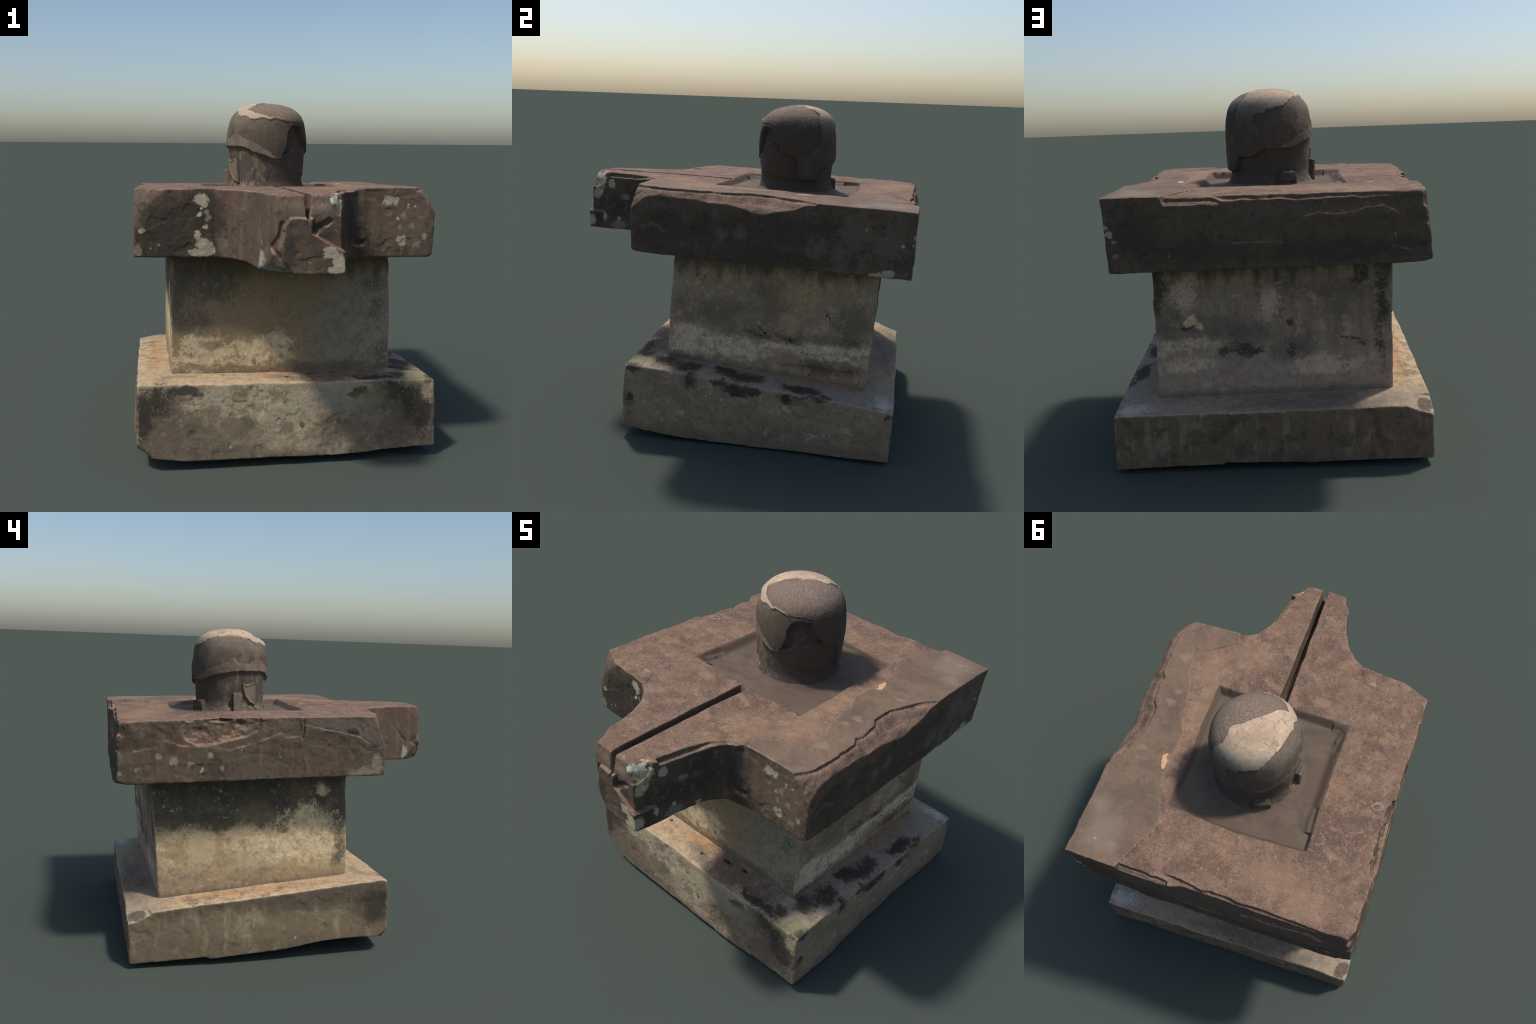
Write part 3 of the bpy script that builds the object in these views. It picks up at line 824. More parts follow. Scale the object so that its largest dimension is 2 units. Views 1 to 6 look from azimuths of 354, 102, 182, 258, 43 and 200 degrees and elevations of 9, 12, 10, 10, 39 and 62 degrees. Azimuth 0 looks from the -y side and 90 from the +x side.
    p.over(p.mul(left, p.blobs([((-.75, -.47, 1.12), (.05, .04, .05)), ((-.75, -.40, 1.075), (.05, .09, .022))], .3, .3)), (0.230, 0.191, 0.140), .8)
    # lichen
    dull = p.blobs([((-.375, -.51, 1.245), .020), ((-.39, -.51, 1.275), .016), ((-.717, -.51, 1.09), (.020, .05, .024)), ((.665, -.49, 1.111), .020), ((.60, -.49, 1.25), .022), ((.64, -.49, 1.20), .018), ((.575, -.49, 1.20), .014),
                    ((.215, -.74, 1.30), .028), ((.22, -.69, 1.31), .018), ((.67, .985, 1.08), .014), ((.672, .985, 1.146), .012), ((-.755, .74, 1.16), .022), ((-.755, .66, 1.14), .026), ((-.755, .85, 1.09), .018), ((-.755, .93, 1.07), .014),
                    ((-.755, .57, 1.12), .018), ((-.755, .47, 1.165), .016), ((-.755, .40, 1.105), .016), ((-.75, .67, 1.065), .016), ((.72, .75, 1.24), .010)], .22, .34, True)
    p.over(p.mul(side, dull), DULL_LICHEN, .85)
    pale = p.blobs([((-.418, -.51, 1.338), .032), ((-.395, -.51, 1.325), .022), ((-.416, -.51, 1.290), .009), ((-.420, -.51, 1.268), .013), ((-.392, -.51, 1.204), .015), ((-.432, -.51, 1.165), (.016, .04, .022)),
                    ((-.400, -.51, 1.118), (.036, .05, .034)), ((-.415, -.505, 1.078), (.060, .05, .020)), ((-.36, -.505, 1.085), (.016, .05, .022)), ((-.256, -.53, 1.075), (.012, .05, .016)), ((-.699, -.51, 1.184), .015), ((-.658, -.51, 1.100), .006),
                    ((-.66, -.51, 1.13), .004), ((.513, -.49, 1.331), .026), ((.552, -.49, 1.324), .021), ((.577, -.49, 1.135), .022), ((.600, -.49, 1.140), .018), ((.588, -.49, 1.108), .020), ((.704, -.49, 1.15), .018), ((.567, -.49, 1.239), .010),
                    ((.526, -.49, 1.098), .010), ((.62, -.49, 1.302), .010), ((.655, -.49, 1.30), .008), ((.725, .870, 1.024), (.03, .032, .022)), ((.72, .815, 1.010), (.03, .045, .016)), ((.715, .93, 1.17), .010), ((.71, .94, 1.15), .008),
                    ((.69, .985, 1.18), .018), ((.705, .985, 1.213), .014), ((-.755, .56, 1.128), .007), ((-.755, .523, 1.118), .008), ((-.755, .51, 1.088), .012), ((-.755, .468, 1.165), .007), ((-.755, -.224, 1.126), .007), ((-.75, .828, 1.046), .008),
                    ((-.755, .48, 1.13), .005), ((-.60, .975, 1.14), .007), ((.735, -.384, 1.117), .009), ((.735, -.178, 1.082), .009), ((.215, -.86, 1.335), (.04, .024, .026))], .20, .34, True)
    p.over(p.mul(side, pale), PALE_LICHEN, .9)
    p.over(p.mul(side, pale, p.step(p.low, .46, .58)), (.33, .285, .21), .8)
    p.over(p.mul(side, pale, p.step(p.rag, .56, .64)), (.24, .20, .145), .6)
    p.over(p.mul(side, p.step(p.noise(18, 3, .6, off=21), .70, .73), p.step(p.wide, .45, .55)), DULL_LICHEN, .8)
    # pale, bruised spots on the top
    p.over(p.blobs([((-.43, -.43, 1.38), (.018, .014, .03))], .2, .1, True), (.36, .25, .19), .8)
    ring = p.blobs([((-.66, .255, 1.36), .026)], .16, .1, True)
    p.over(p.mul(ring, p.inv(p.blobs([((-.66, .255, 1.36), .019)], .2, .1, True))), (.42, .31, .24), .7)
    p.worn((.330, .235, .165), .528, .59, .8)
    return p.finish(.88, .75, .005)

def spout_stone(name):
    p = Paint(name)
    raw_stone(p)
    edge = p.math("ADD", p.nz, p.math("MULTIPLY", p.math("SUBTRACT", p.mid, .5), .5))
    side = p.step(edge, .62, .36)
    streak = p.noise(18, 4, .6, (1, 1, .14))
    p.over(side, (.116, .077, .052))
    p.over(p.mul(side, p.step(streak, .48, .62)), (.170, .120, .082), .6)
    p.over(p.mul(side, p.step(p.low, .5, .64)), (.085, .062, .048), .7)
    right = p.mul(side, p.step(p.nx, .3, .6))
    p.over(right, (.112, .080, .056), .75)
    p.over(p.mul(right, p.blobs([((.25, -.62, 1.25), (.05, .13, .15)), ((.21, -.78, 1.18), (.05, .10, .07)), ((.20, -.97, 1.10), (.06, .06, .07)), ((.2, -.9, 1.2), (.05, .04, .08))], .55, .6)), (.052, .041, .030), .66)
    p.over(p.mul(right, p.step(p.rag, .53, .62)), (.18, .140, .100), .6)
    p.over(p.mul(side, p.step(p.ny, -.3, -.6), p.blobs([((-.06, -.99, 1.15), (.02, .06, .10)), ((.08, -.97, 1.255), (.05, .05, .025)), ((.02, -.96, 1.30), (.05, .05, .02)), ((.10, -.98, 1.21), (.04, .05, .03))], .4, .3)), (.050, .041, .034), .8)
    p.over(p.blobs([((-.12, -.93, 1.06), (.08, .12, .03))], .3, .2), (.055, .060, .048), .85)
    p.over(p.blobs([((-.168, -.877, 1.12), (.02, .03, .045))], .3, .3), (.34, .36, .28), .8)
    p.over(p.mul(side, p.blobs([((.03, -.96, 1.34), (.11, .06, .05))], .35, .4)), (.21, .155, .110), .7)
    p.over(p.mul(right, p.blobs([((.21, -.745, 1.255), (.04, .026, .016)), ((.22, -.69, 1.255), .013), ((.20, -.98, 1.12), .02), ((.208, -.80, 1.075), (.04, .05, .03))], .22, .34, True)), DULL_LICHEN, .75)
    p.over(p.mul(side, p.blobs([((.208, -.845, 1.325), (.04, .022, .026)), ((.21, -.80, 1.115), .013), ((.198, -.895, 1.125), (.03, .012, .022)), ((.235, -.67, 1.07), .014), ((.122, -1.0, 1.145), (.034, .05, .028)), ((.157, -1.0, 1.112), (.028, .05, .034)),
                                ((.148, -1.0, 1.070), (.034, .05, .022)), ((.180, -1.0, 1.09), (.02, .05, .03)), ((.139, -.97, 1.251), .012), ((.15, -.97, 1.222), .009), ((.062, -.965, 1.352), .008), ((.08, -.965, 1.35), .012), ((.05, -.99, 1.17), .008),
                                ((.03, -1.0, 1.10), .005)], .20, .34, True)), PALE_LICHEN, .9)
    tip = p.blobs([((.168, -.950, 1.380), (.042, .055, .030)), ((.182, -.945, 1.335), (.038, .042, .045)), ((.180, -.95, 1.27), (.028, .035, .035))], .2, .5)
    p.over(tip, (.38, .315, .170), .95)
    p.over(p.mul(tip, p.step(p.rag, .42, .55)), (.50, .43, .275), .7)
    p.over(p.mul(tip, p.step(p.noise(30, 4, .6, off=4), .53, .60)), (.21, .185, .080), .7)
    p.over(p.mul(tip, p.step(p.math("ADD", p.z, p.math("MULTIPLY", p.rag, .04)), 1.362, 1.384)), (.88, .78, .60), .95)
    p.worn((.330, .235, .165), .528, .59, .8)
    return p.finish(.88, .75, .005)

def skin_stone(name):
    """Smooth unbroken skin over the right of the top."""
    p = Paint(name)
    p.base((.216, .141, .095))
    p.over(p.step(p.wide, .44, .60), (.165, .112, .079))
    p.over(p.step(p.low, .52, .66), (.205, .140, .100), .7)
    p.over(p.step(p.noise(6, 4, .6, off=3), .54, .66), (.125, .092, .068), .6)
    p.over(p.step(p.noise(30, 6, .75, off=2), .57, .68), (.31, .222, .160), .6)
    p.over(p.step(p.noise(60, 5, .75, off=4), .44, .36), (.095, .067, .050), .5)
    p.over(p.blobs([((.59, .83, 1.34), (.09, .10, .05)), ((.65, .72, 1.34), (.06, .05, .05)), ((.53, .90, 1.33), (.05, .03, .05))], .7, .4), (.27, .215, .160), .6)
    p.over(p.blobs([((.57, .05, 1.37), (.03, .02, .03)), ((.60, -.25, 1.38), (.04, .03, .03)), ((.56, -.02, 1.37), (.02, .02, .03)), ((.60, .36, 1.36), (.03, .014, .03))], .4, .3), (.31, .215, .160), .6)
    p.over(p.blobs([((.458, .375, 1.37), (.017, .030, .03)), ((.452, .405, 1.37), (.014, .026, .03))], .15, .05, True), (.68, .39, .22))
    p.over(p.step(p.noise(5, 3, .5, (1, 6, 1), off=9), .66, .70), (.26, .19, .14), .25)
    p.vary(p.rag, .90, 1.10)
    p.worn((.40, .30, .215), .515, .575, .85)
    return p.finish(.82, .4, .004)

def basin_stone(name):
    p = Paint(name)
    p.base((.138, .098, .070))
    p.over(p.step(p.wide, .46, .62), (.158, .114, .082))
    p.over(p.step(p.low, .54, .68), (.100, .073, .056), .7)
    p.over(p.step(p.noise(24, 4, .65, off=2), .63, .72), (.21, .155, .118), .5)
    p.over(p.blobs([((-.008, .25, 1.34), (.26, .26, .05))], .25, .3), (.085, .066, .053), .55)
    p.over(p.step(p.nz, .93, .80), (.098, .066, .050), .6)
    p.vary(p.fine, .92, 1.08)
    return p.finish(.8, .3, .003)

def shaft_plaster(name):
    p = Paint(name)
    speck = p.noise(90, 4, .75, off=1)
    mott = p.noise(14, 6, .68, off=2)
    run = p.noise(15, 4, .6, (1, 1, .14), off=3)
    front, left = p.step(p.ny, -.4, -.8), p.step(p.nx, -.4, -.8)
    right, back = p.step(p.nx, .4, .8), p.step(p.ny, .4, .8)
    p.base((.36, .295, .195))
    p.over(p.step(mott, .46, .60), (0.285, 0.240, 0.165))
    p.over(p.step(p.wide, .46, .60), (0.330, 0.265, 0.160), .7)
    p.over(p.step(speck, .58, .70), (0.524, 0.439, 0.308), .5)
    # front: brown wash in the middle, grey to the right, pale at the foot
    p.over(front, (0.270, 0.180, 0.098), .8)
    p.over(p.mul(front, p.step(p.rag, .53, .62)), (0.140, 0.100, 0.058), .5)
    p.over(p.mul(front, p.blob((.45, -.35, .66), (.26, .12, .26), .5, .3)), (0.235, 0.205, 0.150), .85)
    p.over(p.mul(front, p.area([((-.54, -.35, .80), (.07, .1, .18)), ((-.40, -.35, .90), (.18, .1, .12)), ((-.48, -.35, .72), (.10, .1, .10))])), (0.098, 0.084, 0.062), .85)
    p.over(p.mul(front, p.area([((-.40, -.37, .50), (.20, .1, .09)), ((-.20, -.37, .52), (.20, .1, .06)), ((-.46, -.37, .58), (.06, .1, .06)), ((-.05, -.37, .56), (.10, .1, .06))])), (0.593, 0.467, 0.279), .9)
    p.over(p.mul(front, p.area([((-.36, -.37, .575), (.06, .1, .018)), ((-.43, -.37, .625), (.02, .1, .02)), ((.50, -.35, .86), (.05, .1, .03)), ((.56, -.35, .49), (.06, .1, .06)), ((.30, -.36, .45), (.28, .1, .022)),
                               ((-.35, -.37, .452), (.2, .1, .016)), ((.52, -.35, .74), (.05, .1, .05))])), (.11, .098, .075), .7)
    p.over(p.mul(front, p.step(p.x, .30, .56), p.step(speck, .55, .66)), (0.524, 0.479, 0.376), .6)
    # left: pale below, dark above
    p.over(left, (0.536, 0.405, 0.234), .85)
    p.over(p.mul(left, p.step(p.low, .46, .6)), (0.360, 0.245, 0.128), .75)
    p.over(p.mul(left, p.step(p.rag, .53, .62)), (0.300, 0.225, 0.130), .55)
    lev = p.math("ADD", p.z, p.math("ADD", p.math("MULTIPLY", p.math("SUBTRACT", p.low, .5), .30), p.math("MULTIPLY", p.math("SUBTRACT", p.fine, .5), .10)))
    p.over(p.mul(left, p.step(lev, .70, .76)), (0.121, 0.101, 0.069), .85)
    p.over(p.mul(left, p.area([((-.585, .60, .86), (.1, .2, .14)), ((-.585, .25, .93), (.1, .3, .09)), ((-.58, .42, .78), (.1, .12, .06)), ((-.58, .06, .86), (.1, .10, .06)), ((-.58, -.31, .83), (.1, .06, .16)), ((-.58, -.20, .88), (.1, .07, .05)),
                               ((-.58, -.33, .62), (.1, .035, .15))])), (.070, .060, .045), .85)
    p.over(p.mul(left, p.area([((-.58, -.15, .68), (.1, .15, .13)), ((-.58, -.12, .80), (.1, .06, .06)), ((-.58, .0, .62), (.1, .22, .06)), ((-.58, -.22, .935), (.1, .04, .04))])), (0.638, 0.502, 0.299), .9)
    p.over(p.mul(left, p.step(lev, .52, .44)), (0.275, 0.205, 0.128), .8)
    p.over(p.mul(left, p.step(p.noise(40, 5, .7, off=9), .60, .68)), (0.156, 0.129, 0.086), .5)
    # right and back: mottled, tinted redder to offset blue skylight in shade
    p.over(right, (0.375, 0.252, 0.157), .75)
    p.over(p.mul(right, p.step(mott, .50, .60)), (0.596, 0.410, 0.270), .6)
    p.over(p.mul(right, p.step(p.rag, .52, .60)), (0.238, 0.161, 0.105), .6)
    p.over(p.mul(right, p.area([((.58, -.16, .50), (.1, .16, .08)), ((.58, .05, .50), (.1, .18, .05)), ((.57, .40, .53), (.1, .28, .022)), ((.57, .62, .55), (.1, .20, .022)), ((.58, -.20, .58), (.1, .10, .04)), ((.57, .62, .49), (.1, .12, .02))])), (0.720, 0.520, 0.352), .9)
    p.over(p.mul(right, p.area([((.58, -.05, .70), (.1, .24, .08)), ((.57, .25, .78), (.1, .14, .12)), ((.57, .70, .70), (.1, .10, .10)), ((.57, .52, .60), (.1, .22, .03)), ((.58, .02, .62), (.1, .06, .05)), ((.58, -.25, .42), (.1, .14, .030)),
                                ((.57, .55, .445), (.1, .22, .03))])), (0.197, 0.136, 0.090), .75)
    p.over(p.mul(right, p.area([((.57, .40, .84), (.1, .10, .12)), ((.57, .36, .66), (.1, .07, .05)), ((.58, -.02, .93), (.1, .12, .05))])), (0.461, 0.323, 0.169), .75)
    p.over(p.mul(right, p.area([((.57, .20, .600), (.1, .13, .026)), ((.57, .345, .585), (.1, .05, .024)), ((.57, .58, .41), (.1, .14, .032))])), (0.126, 0.084, 0.054), .75)
    p.over(p.mul(right, p.area([((.57, .355, .590), (.1, .022, .012)), ((.57, .18, .61), (.1, .03, .006))])), (0.042, 0.028, 0.019), .9)
    p.over(back, (0.356, 0.249, 0.164), .8)
    p.over(p.mul(back, p.step(p.rag, .51, .60)), (0.240, 0.171, 0.122), .65)
    p.over(p.mul(back, p.step(run, .46, .60)), (0.245, 0.160, 0.104), .7)
    p.over(p.mul(back, p.step(mott, .53, .63)), (0.546, 0.388, 0.261), .6)
    p.over(p.mul(back, p.step(p.z, .62, .46)), (0.431, 0.309, 0.237), .55)
    p.over(p.mul(back, p.area([((.50, .79, .72), (.08, .1, .09)), ((.30, .78, .68), (.14, .1, .06)), ((-.12, .77, .56), (.10, .1, .07)), ((.10, .78, .64), (.12, .1, .08)), ((-.35, .79, .83), (.12, .1, .10)), ((-.1, .79, .86), (.10, .1, .08))])), (0.153, 0.117, 0.098), .75)
    p.over(p.mul(back, p.area([((.46, .78, .585), (.10, .1, .04)), ((.36, .78, .60), (.12, .1, .03)), ((.40, .78, .86), (.06, .1, .07)), ((-.02, .79, .80), (.06, .1, .08)), ((.40, .78, .49), (.12, .1, .03)), ((-.28, .77, .47), (.16, .1, .05))])), (0.635, 0.450, 0.320), .85)
    p.over(p.mul(back, p.blobs([((.375, .78, .715), (.034, .1, .034)), ((.345, .78, .685), (.036, .1, .022))], .2, .15)), (0.711, 0.477, 0.278), .9)
    p.over(p.mul(back, p.area([((.385, .78, .680), (.034, .1, .012)), ((.145, .77, .565), (.045, .1, .026)), ((.225, .77, .562), (.035, .1, .022)), ((.08, .77, .553), (.05, .1, .014)), ((-.44, .80, .925), (.034, .1, .055)), ((-.10, .77, .555), (.022, .1, .045)),
                               ((-.40, .77, .60), (.035, .1, .010)), ((-.455, .77, .575), (.025, .1, .014)), ((-.10, .78, .700), (.013, .1, .012)), ((.54, .80, .88), (.05, .1, .10)), ((-.55, .79, .75), (.03, .1, .25))])), (.048, .043, .033), .85)
    # dark line at the foot, dark band under the slab
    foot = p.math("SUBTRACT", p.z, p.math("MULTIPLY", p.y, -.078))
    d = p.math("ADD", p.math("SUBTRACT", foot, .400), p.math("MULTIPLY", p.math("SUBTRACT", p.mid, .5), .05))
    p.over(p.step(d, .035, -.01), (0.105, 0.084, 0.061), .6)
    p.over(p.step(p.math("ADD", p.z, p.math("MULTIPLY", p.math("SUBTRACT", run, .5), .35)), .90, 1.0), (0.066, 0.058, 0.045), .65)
    p.vary(p.rag, .66, 1.34)
    p.vary(p.fine, .88, 1.12)
    p.worn((.44, .35, .225), .52, .58, .6)
    return p.finish(.92, .65, .004)

def plinth_plaster(name):
    p = Paint(name)
    speck = p.noise(85, 4, .75, off=1)
    mott = p.noise(10, 6, .66, off=2)
    run = p.noise(18, 4, .6, (1, 1, .2), off=3)
    front, left = p.step(p.ny, -.4, -.8), p.step(p.nx, -.4, -.8)
    right, back = p.step(p.nx, .4, .8), p.step(p.ny, .4, .8)
    up = p.step(p.math("ADD", p.nz, p.math("MULTIPLY", p.math("SUBTRACT", p.mid, .5), .4)), .45, .75)
    p.base((.36, .285, .185))
    p.over(p.step(mott, .46, .60), (0.235, 0.178, 0.120), .8)
    p.over(p.step(p.wide, .48, .62), (0.300, 0.225, 0.145), .7)
    p.over(p.step(speck, .56, .70), (0.479, 0.393, 0.268), .45)
    p.over(p.mul(front, p.area([((-.62, -.59, .22), (.16, .1, .14)), ((.62, -.54, .20), (.18, .1, .14)), ((-.30, -.58, .08), (.40, .1, .05))], gain=.45)), (.185, .138, .096), .8)
    p.over(p.mul(front, p.area([((-.15, -.58, .30), (.36, .1, .12)), ((-.33, -.58, .36), (.16, .1, .06)), ((.05, -.57, .22), (.16, .1, .08)), ((.12, -.56, .34), (.16, .1, .05)), ((.04, -.57, .10), (.14, .1, .04))])), (0.482, 0.386, 0.250), .85)
    p.over(p.mul(front, p.step(p.rag, .52, .62)), (0.154, 0.112, 0.070), .6)
    p.over(p.mul(front, p.step(p.noise(6, 5, .65, off=13), .5, .6)), (0.144, 0.103, 0.067), .6)
    p.over(p.mul(front, p.area([((-.50, -.59, .18), (.20, .1, .10)), ((.30, -.56, .17), (.16, .1, .07)), ((-.22, -.58, .21), (.12, .1, .05)), ((.50, -.55, .18), (.26, .1, .10))])), (0.151, 0.110, 0.074), .8)
    p.over(p.mul(front, p.area([((.24, -.56, .34), (.10, .1, .05)), ((.45, -.55, .28), (.10, .1, .10))])), (0.225, 0.202, 0.159), .8)
    p.over(left, (0.140, 0.101, 0.061), .8)
    p.over(p.mul(left, p.step(p.rag, .52, .61)), (0.098, 0.072, 0.044), .6)
    p.over(p.mul(left, p.step(p.noise(13, 5, .65, (1, 1, .35), off=5), .50, .62)), (0.266, 0.207, 0.136), .65)
    p.over(p.mul(left, p.step(p.math("ADD", p.z, p.math("MULTIPLY", p.math("SUBTRACT", p.low, .5), .25)), .27, .33)), (0.077, 0.065, 0.046), .6)
    p.over(right, (0.314, 0.223, 0.143), .8)  # hue adjusted for the cool skylight falling on this unlit face
    p.over(p.mul(right, p.step(p.rag, .51, .60)), (0.142, 0.102, 0.068), .7)
    p.over(p.mul(right, p.step(mott, .50, .60)), (0.226, 0.162, 0.106), .7)
    p.over(p.mul(right, p.step(p.noise(12, 5, .65, off=7), .58, .66)), (0.527, 0.390, 0.283), .6)
    p.over(back, (0.165, 0.105, 0.062), .85)
    p.over(p.mul(back, p.step(p.rag, .52, .61)), (0.096, 0.063, 0.040), .6)
    p.over(p.mul(back, p.step(run, .52, .64)), (0.309, 0.215, 0.148), .65)
    p.over(p.mul(back, p.step(p.low, .50, .62)), (0.101, 0.068, 0.049), .7)
    # tops of the steps: pale, warm
    p.over(up, (0.490, 0.353, 0.217))
    p.over(p.mul(up, p.step(p.noise(22, 5, .7, (1, 1, 1), off=6), .50, .62)), (0.300, 0.215, 0.140), .65)
    p.over(p.mul(up, p.step(speck, .52, .66)), (0.593, 0.462, 0.314), .55)
    p.over(p.mul(up, p.step(p.y, .55, .80)), (0.285, 0.225, 0.165), .6)
    p.over(p.mul(up, p.step(p.x, .35, .62)), (0.285, 0.235, 0.185), .7)
    p.over(p.mul(up, p.area([((.20, -.45, .42), (.24, .10, .05)), ((.45, -.43, .42), (.10, .10, .05))])), (0.144, 0.111, 0.092), .85)
    p.over(p.mul(up, p.area([((-.05, -.40, .43), (.14, .03, .05)), ((-.66, .2, .38), (.04, .45, .1)), ((.58, .5, .37), (.04, .3, .1))])), (0.462, 0.235, 0.092), .55)
    p.over(p.mul(up, p.step(p.x, -.55, -.64), p.step(p.noise(9, 5, .7, off=11), .52, .62)), (0.125, 0.098, 0.074), .6)
    p.over(p.mul(up, p.area([((-.2, .86, .31), (.35, .07, .06)), ((-.3, .80, .31), (.2, .05, .06))])), (0.133, 0.109, 0.087), .7)
    p.over(p.mul(up, p.area([((.68, .88, .30), (.08, .06, .06))])), (0.536, 0.473, 0.382), .7)
    # black algae
    algae = p.area([((-.66, -.59, .36), (.085, .07, .065)), ((-.70, -.57, .26), (.04, .09, .10)), ((-.52, -.59, .405), (.09, .05, .018)), ((-.74, -.52, .30), (.05, .085, .10)), ((.385, -.54, .375), (.034, .06, .024)), ((.35, -.54, .352), (.022, .05, .016)),
                     ((.565, -.54, .355), (.070, .07, .050)), ((.68, -.53, .30), (.065, .07, .085)), ((.72, -.53, .24), (.035, .07, .09)), ((.29, -.55, .212), (.045, .06, .016)), ((.085, -.56, .208), (.018, .06, .016)),
                     ((.69, -.21, .405), (.060, .080, .04)), ((.655, -.32, .41), (.05, .06, .04)), ((.665, .03, .40), (.050, .085, .05)), ((.69, .15, .39), (.050, .110, .05)), ((.71, .46, .365), (.035, .085, .05)), ((.74, .58, .34), (.018, .03, .03)),
                     ((.48, -.50, .42), (.12, .022, .04)), ((.60, -.45, .42), (.05, .03, .04)), ((.79, -.15, .372), (.05, .022, .030)), ((.785, -.49, .39), (.05, .045, .02)), ((.79, -.487, .24), (.05, .022, .020)), ((.785, .10, .330), (.05, .080, .026)),
                     ((.785, .02, .355), (.05, .060, .018)), ((.78, .20, .330), (.05, .05, .020)), ((.77, .395, .305), (.05, .032, .030)), ((.77, .56, .325), (.05, .10, .012)), ((.755, .925, .27), (.03, .02, .014))], at=.66, width=.34, gain=.58)
    halo = p.area([((-.64, -.59, .34), (.15, .08, .11)), ((-.73, -.5, .28), (.06, .15, .13)), ((.60, -.54, .33), (.18, .08, .11)), ((.74, -.53, .22), (.06, .10, .14)), ((.67, -.25, .40), (.08, .16, .05)), ((.68, .08, .39), (.07, .16, .05)), ((.71, .45, .36), (.05, .13, .05)),
                    ((.785, .08, .335), (.05, .13, .045)), ((.785, -.15, .36), (.05, .05, .05)), ((.775, .45, .31), (.05, .12, .03)), ((.50, -.49, .42), (.17, .045, .04))], at=.72, width=.3, gain=.5)
    p.over(halo, (0.098, 0.078, 0.055), .75)
    p.over(algae, (.046, .038, .028), .86)
    p.over(p.mul(algae, p.step(speck, .60, .70)), (0.109, 0.094, 0.070), .6)
    p.over(p.area([((.29, -.55, .225), (.05, .06, .03)), ((.10, -.56, .235), (.035, .06, .03)), ((.45, -.54, .335), (.10, .06, .04)), ((.66, -.53, .40), (.05, .05, .02)), ((-.52, -.45, .43), (.08, .04, .04)), ((.72, -.47, .405), (.05, .04, .03))]), (0.200, 0.195, 0.085), .6)
    p.over(p.blobs([((.015, -.475, .42), (.012, .012, .03)), ((-.30, -.42, .42), (.012, .010, .03)), ((.27, -.39, .43), (.018, .014, .03)), ((.155, -.41, .43), (.03, .012, .03))], .3, .2, True), (0.039, 0.027, 0.020), .9)
    low = p.math("ADD", p.z, p.math("MULTIPLY", p.math("SUBTRACT", p.low, .5), .12))
    p.over(p.mul(p.inv(up), p.step(low, .11, .04)), (0.144, 0.111, 0.078), .6)
    p.over(p.blob((-.76, .87, .305), (.055, .075, .035), .1, .1, True), (0.117, 0.087, 0.062), .85)
    p.vary(p.rag, .70, 1.30)
    p.vary(p.fine, .90, 1.10)
    p.worn((.50, .39, .255), .515, .575, .75)
    return p.finish(.92, .6, .004)

def pillar_core(name):
    p = Paint(name)
    p.base((.092, .072, .056))
    p.over(p.step(p.noise(9, 4, .6, (1, 1, .4), off=1), .46, .62), (.062, .050, .041), .9)
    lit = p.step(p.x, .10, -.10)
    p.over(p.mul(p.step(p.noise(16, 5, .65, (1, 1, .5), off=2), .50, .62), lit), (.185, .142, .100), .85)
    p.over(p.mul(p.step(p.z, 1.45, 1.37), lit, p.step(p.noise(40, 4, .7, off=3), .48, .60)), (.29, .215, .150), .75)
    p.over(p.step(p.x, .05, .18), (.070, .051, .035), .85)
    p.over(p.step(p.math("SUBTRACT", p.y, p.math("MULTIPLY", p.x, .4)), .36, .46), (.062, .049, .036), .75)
    p.over(p.blobs([((-.062, .03, 1.452), .007), ((-.066, .03, 1.463), .004)], .2, .1, True), (.6, .52, .42))
    p.over(p.step(p.noise(60, 3, .7, off=5), .66, .72), (.20, .165, .125), .5)
    p.vary(p.fine, .86, 1.14)
    return p.finish(.85, .4, .003)

def crust(name):
    p = Paint(name)
    p.base((.104, .080, .057))
    p.over(p.step(p.low, .46, .62), (.082, .066, .049))
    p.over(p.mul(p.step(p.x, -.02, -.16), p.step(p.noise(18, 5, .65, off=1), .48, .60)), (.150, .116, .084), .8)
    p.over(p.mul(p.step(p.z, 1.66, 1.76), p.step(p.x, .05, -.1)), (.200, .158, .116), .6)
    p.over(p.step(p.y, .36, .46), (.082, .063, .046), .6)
    p.over(p.step(p.noise(70, 4, .7, off=3), .60, .72), (.19, .15, .11), .4)
    p.vary(p.fine, .80, 1.20)
    p.vary(p.rag, .78, 1.22)
    return p.finish(.88, .7, .003)

def band(name):
    p = Paint(name)
    p.base((.205, .155, .105))
    p.over(p.step(p.noise(14, 4, .6, (1, 1, .3), off=1), .46, .62), (.150, .112, .076))
    p.over(p.step(p.y, .20, .40), (.105, .083, .062), .8)
    p.over(p.step(p.noise(34, 4, .7, off=2), .60, .70), (.29, .23, .165), .6)
    p.vary(p.fine, .86, 1.14)
    return p.finish(.88, .4, .003)

def grainy(name):
    p = Paint(name)
    lev = p.math("ADD", p.z, p.math("ADD", p.math("MULTIPLY", p.math("SUBTRACT", p.noise(95, 4, .7, off=1), .5), .14), p.math("MULTIPLY", p.math("SUBTRACT", p.low, .5), .06)))
    p.base((.074, .054, .038))
    p.over(p.step(p.low, .50, .64), (.082, .060, .045), .8)
    p.over(p.step(lev, 1.70, 1.765), (.195, .140, .104))
    p.over(p.mul(p.step(lev, 1.71, 1.78), p.step(p.noise(150, 3, .8, off=2), .50, .60), p.blob((.08, .29, 1.80), (.19, .20, .12), .5, .5)), (.42, .318, .240), .75)
    p.vary(p.fine, .85, 1.15)
    return p.finish(.88, .45, .003)

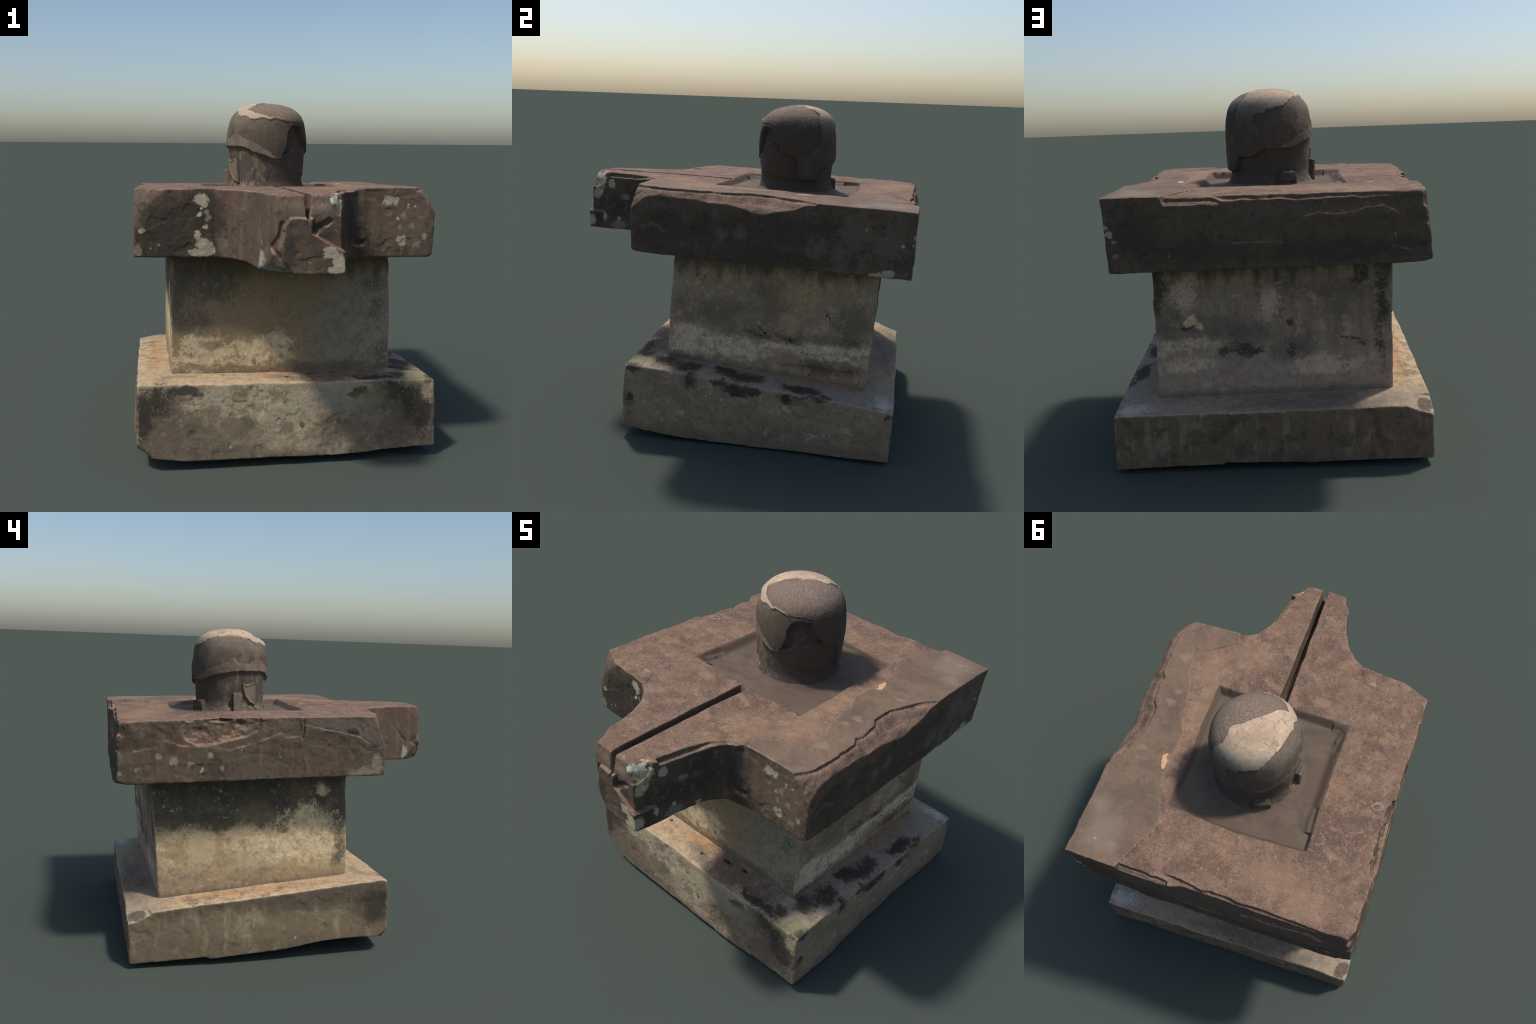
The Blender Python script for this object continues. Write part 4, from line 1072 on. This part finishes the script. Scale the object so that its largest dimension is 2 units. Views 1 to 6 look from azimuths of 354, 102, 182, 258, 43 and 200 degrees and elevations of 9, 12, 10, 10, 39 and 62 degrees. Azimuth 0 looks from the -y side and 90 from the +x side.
def cap(name):
    p = Paint(name)
    p.base((.082, .062, .046))
    p.over(p.step(p.low, .48, .62), (.108, .078, .056))
    lev = p.math("ADD", p.z, p.math("ADD", p.math("MULTIPLY", p.math("SUBTRACT", p.low, .5), .05), p.math("MULTIPLY", p.math("SUBTRACT", p.mid, .5), .06)))
    p.over(p.step(lev, 1.67, 1.735), (.165, .138, .108))
    p.over(p.step(lev, 1.72, 1.79), (.36, .285, .205))
    p.over(p.step(lev, 1.765, 1.818), (.56, .405, .275))
    p.over(p.mul(p.step(p.z, 1.74, 1.76), p.step(p.rag, .54, .63)), (.36, .262, .182), .6)
    p.over(p.mul(p.step(p.y, .22, .10), p.step(p.x, .15, -.05), p.step(p.z, 1.70, 1.72)), (.48, .375, .265), .75)
    p.over(p.mul(p.step(lev, 1.77, 1.80), p.step(p.wide, .46, .60)), (.40, .272, .185), .6)
    p.over(p.mul(p.step(p.z, 1.74, 1.76), p.step(p.noise(60, 4, .7, off=2), .60, .70)), (.30, .225, .155), .5)
    p.over(p.mul(p.step(p.z, 1.76, 1.78), p.step(p.noise(24, 3, .6, off=3), .40, .30)), (.70, .53, .38), .7)
    vor = p.N.new("ShaderNodeTexVoronoi")
    vor.feature = "DISTANCE_TO_EDGE"
    vor.inputs["Scale"].default_value = 9
    p.L.new(p.W, vor.inputs["Vector"])
    p.over(p.mul(p.step(vor.outputs["Distance"], .022, .006), p.step(p.low, .44, .54), p.step(p.z, 1.77, 1.79)), (.22, .165, .115), .7)
    p.vary(p.fine, .90, 1.10)
    return p.finish(.85, .3, .002)

# ------------------------------------------------------------------ assembly
def build():
    root = bpy.data.objects.new("stone_shrine_pedestal", None)
    bpy.context.scene.collection.objects.link(root)
    root["label"] = "weathered stone shrine pedestal with spouted slab and round-topped pillar"
    root["category"] = "stone shrine"

    V, Q = solid_to_mesh(build_plinth_solid(), (-.84, -.65, -.03), (.84, 1.0, .50), .006)
    V[:, 2] = np.maximum(V[:, 2], 0)
    part_objects(V, Q, np.zeros(len(Q), int), ["plinth"], root, [plinth_plaster("plinth_plaster")])
    V, Q = solid_to_mesh(build_shaft_solid(), (-.66, -.45, .25), (.65, .88, 1.08), .007)
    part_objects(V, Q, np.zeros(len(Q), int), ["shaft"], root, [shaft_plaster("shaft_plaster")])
    V, Q = solid_to_mesh(build_slab_solid(), (-.82, -1.05, .96), (.80, 1.04, 1.44), .005)
    C = V[Q].mean(1)
    E1, E2 = V[Q[:, 2]] - V[Q[:, 0]], V[Q[:, 3]] - V[Q[:, 1]]
    nz = np.cross(E1, E2)
    nz = nz[:, 2] / np.maximum(np.linalg.norm(nz, axis=1), 1e-12)
    region = np.zeros(len(Q), int)
    wx = C[:, 0] + .004 * noise2(C[:, 0], C[:, 1], 28, 3, 3)
    wy = C[:, 1] + .004 * noise2(C[:, 0], C[:, 1], 28, 4, 3)
    above = C[:, 2] > slab_top_z(C[:, 0], C[:, 1]) - .008
    region[(poly_dist(wx, wy, SKIN) < 0) & (poly_dist(wx, wy, LEDGE) > 0) & above & (nz > .6)] = 2
    region[(poly_dist(C[:, 0], C[:, 1], BASIN) < .001) & (C[:, 2] > 1.25)] = 3
    region[C[:, 1] < -.56] = 1
    part_objects(V, Q, region, ["slab", "spout", "stone_skin", "basin"], root, [slab_stone("slab_sandstone"), spout_stone("spout_sandstone"), skin_stone("smooth_skin"), basin_stone("basin_stone")])
    V, Q, lab = build_pillar()
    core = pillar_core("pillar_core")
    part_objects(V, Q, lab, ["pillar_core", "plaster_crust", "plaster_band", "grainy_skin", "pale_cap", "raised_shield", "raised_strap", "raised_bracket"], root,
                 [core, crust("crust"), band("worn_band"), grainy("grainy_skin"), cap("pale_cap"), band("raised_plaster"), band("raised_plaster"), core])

build()
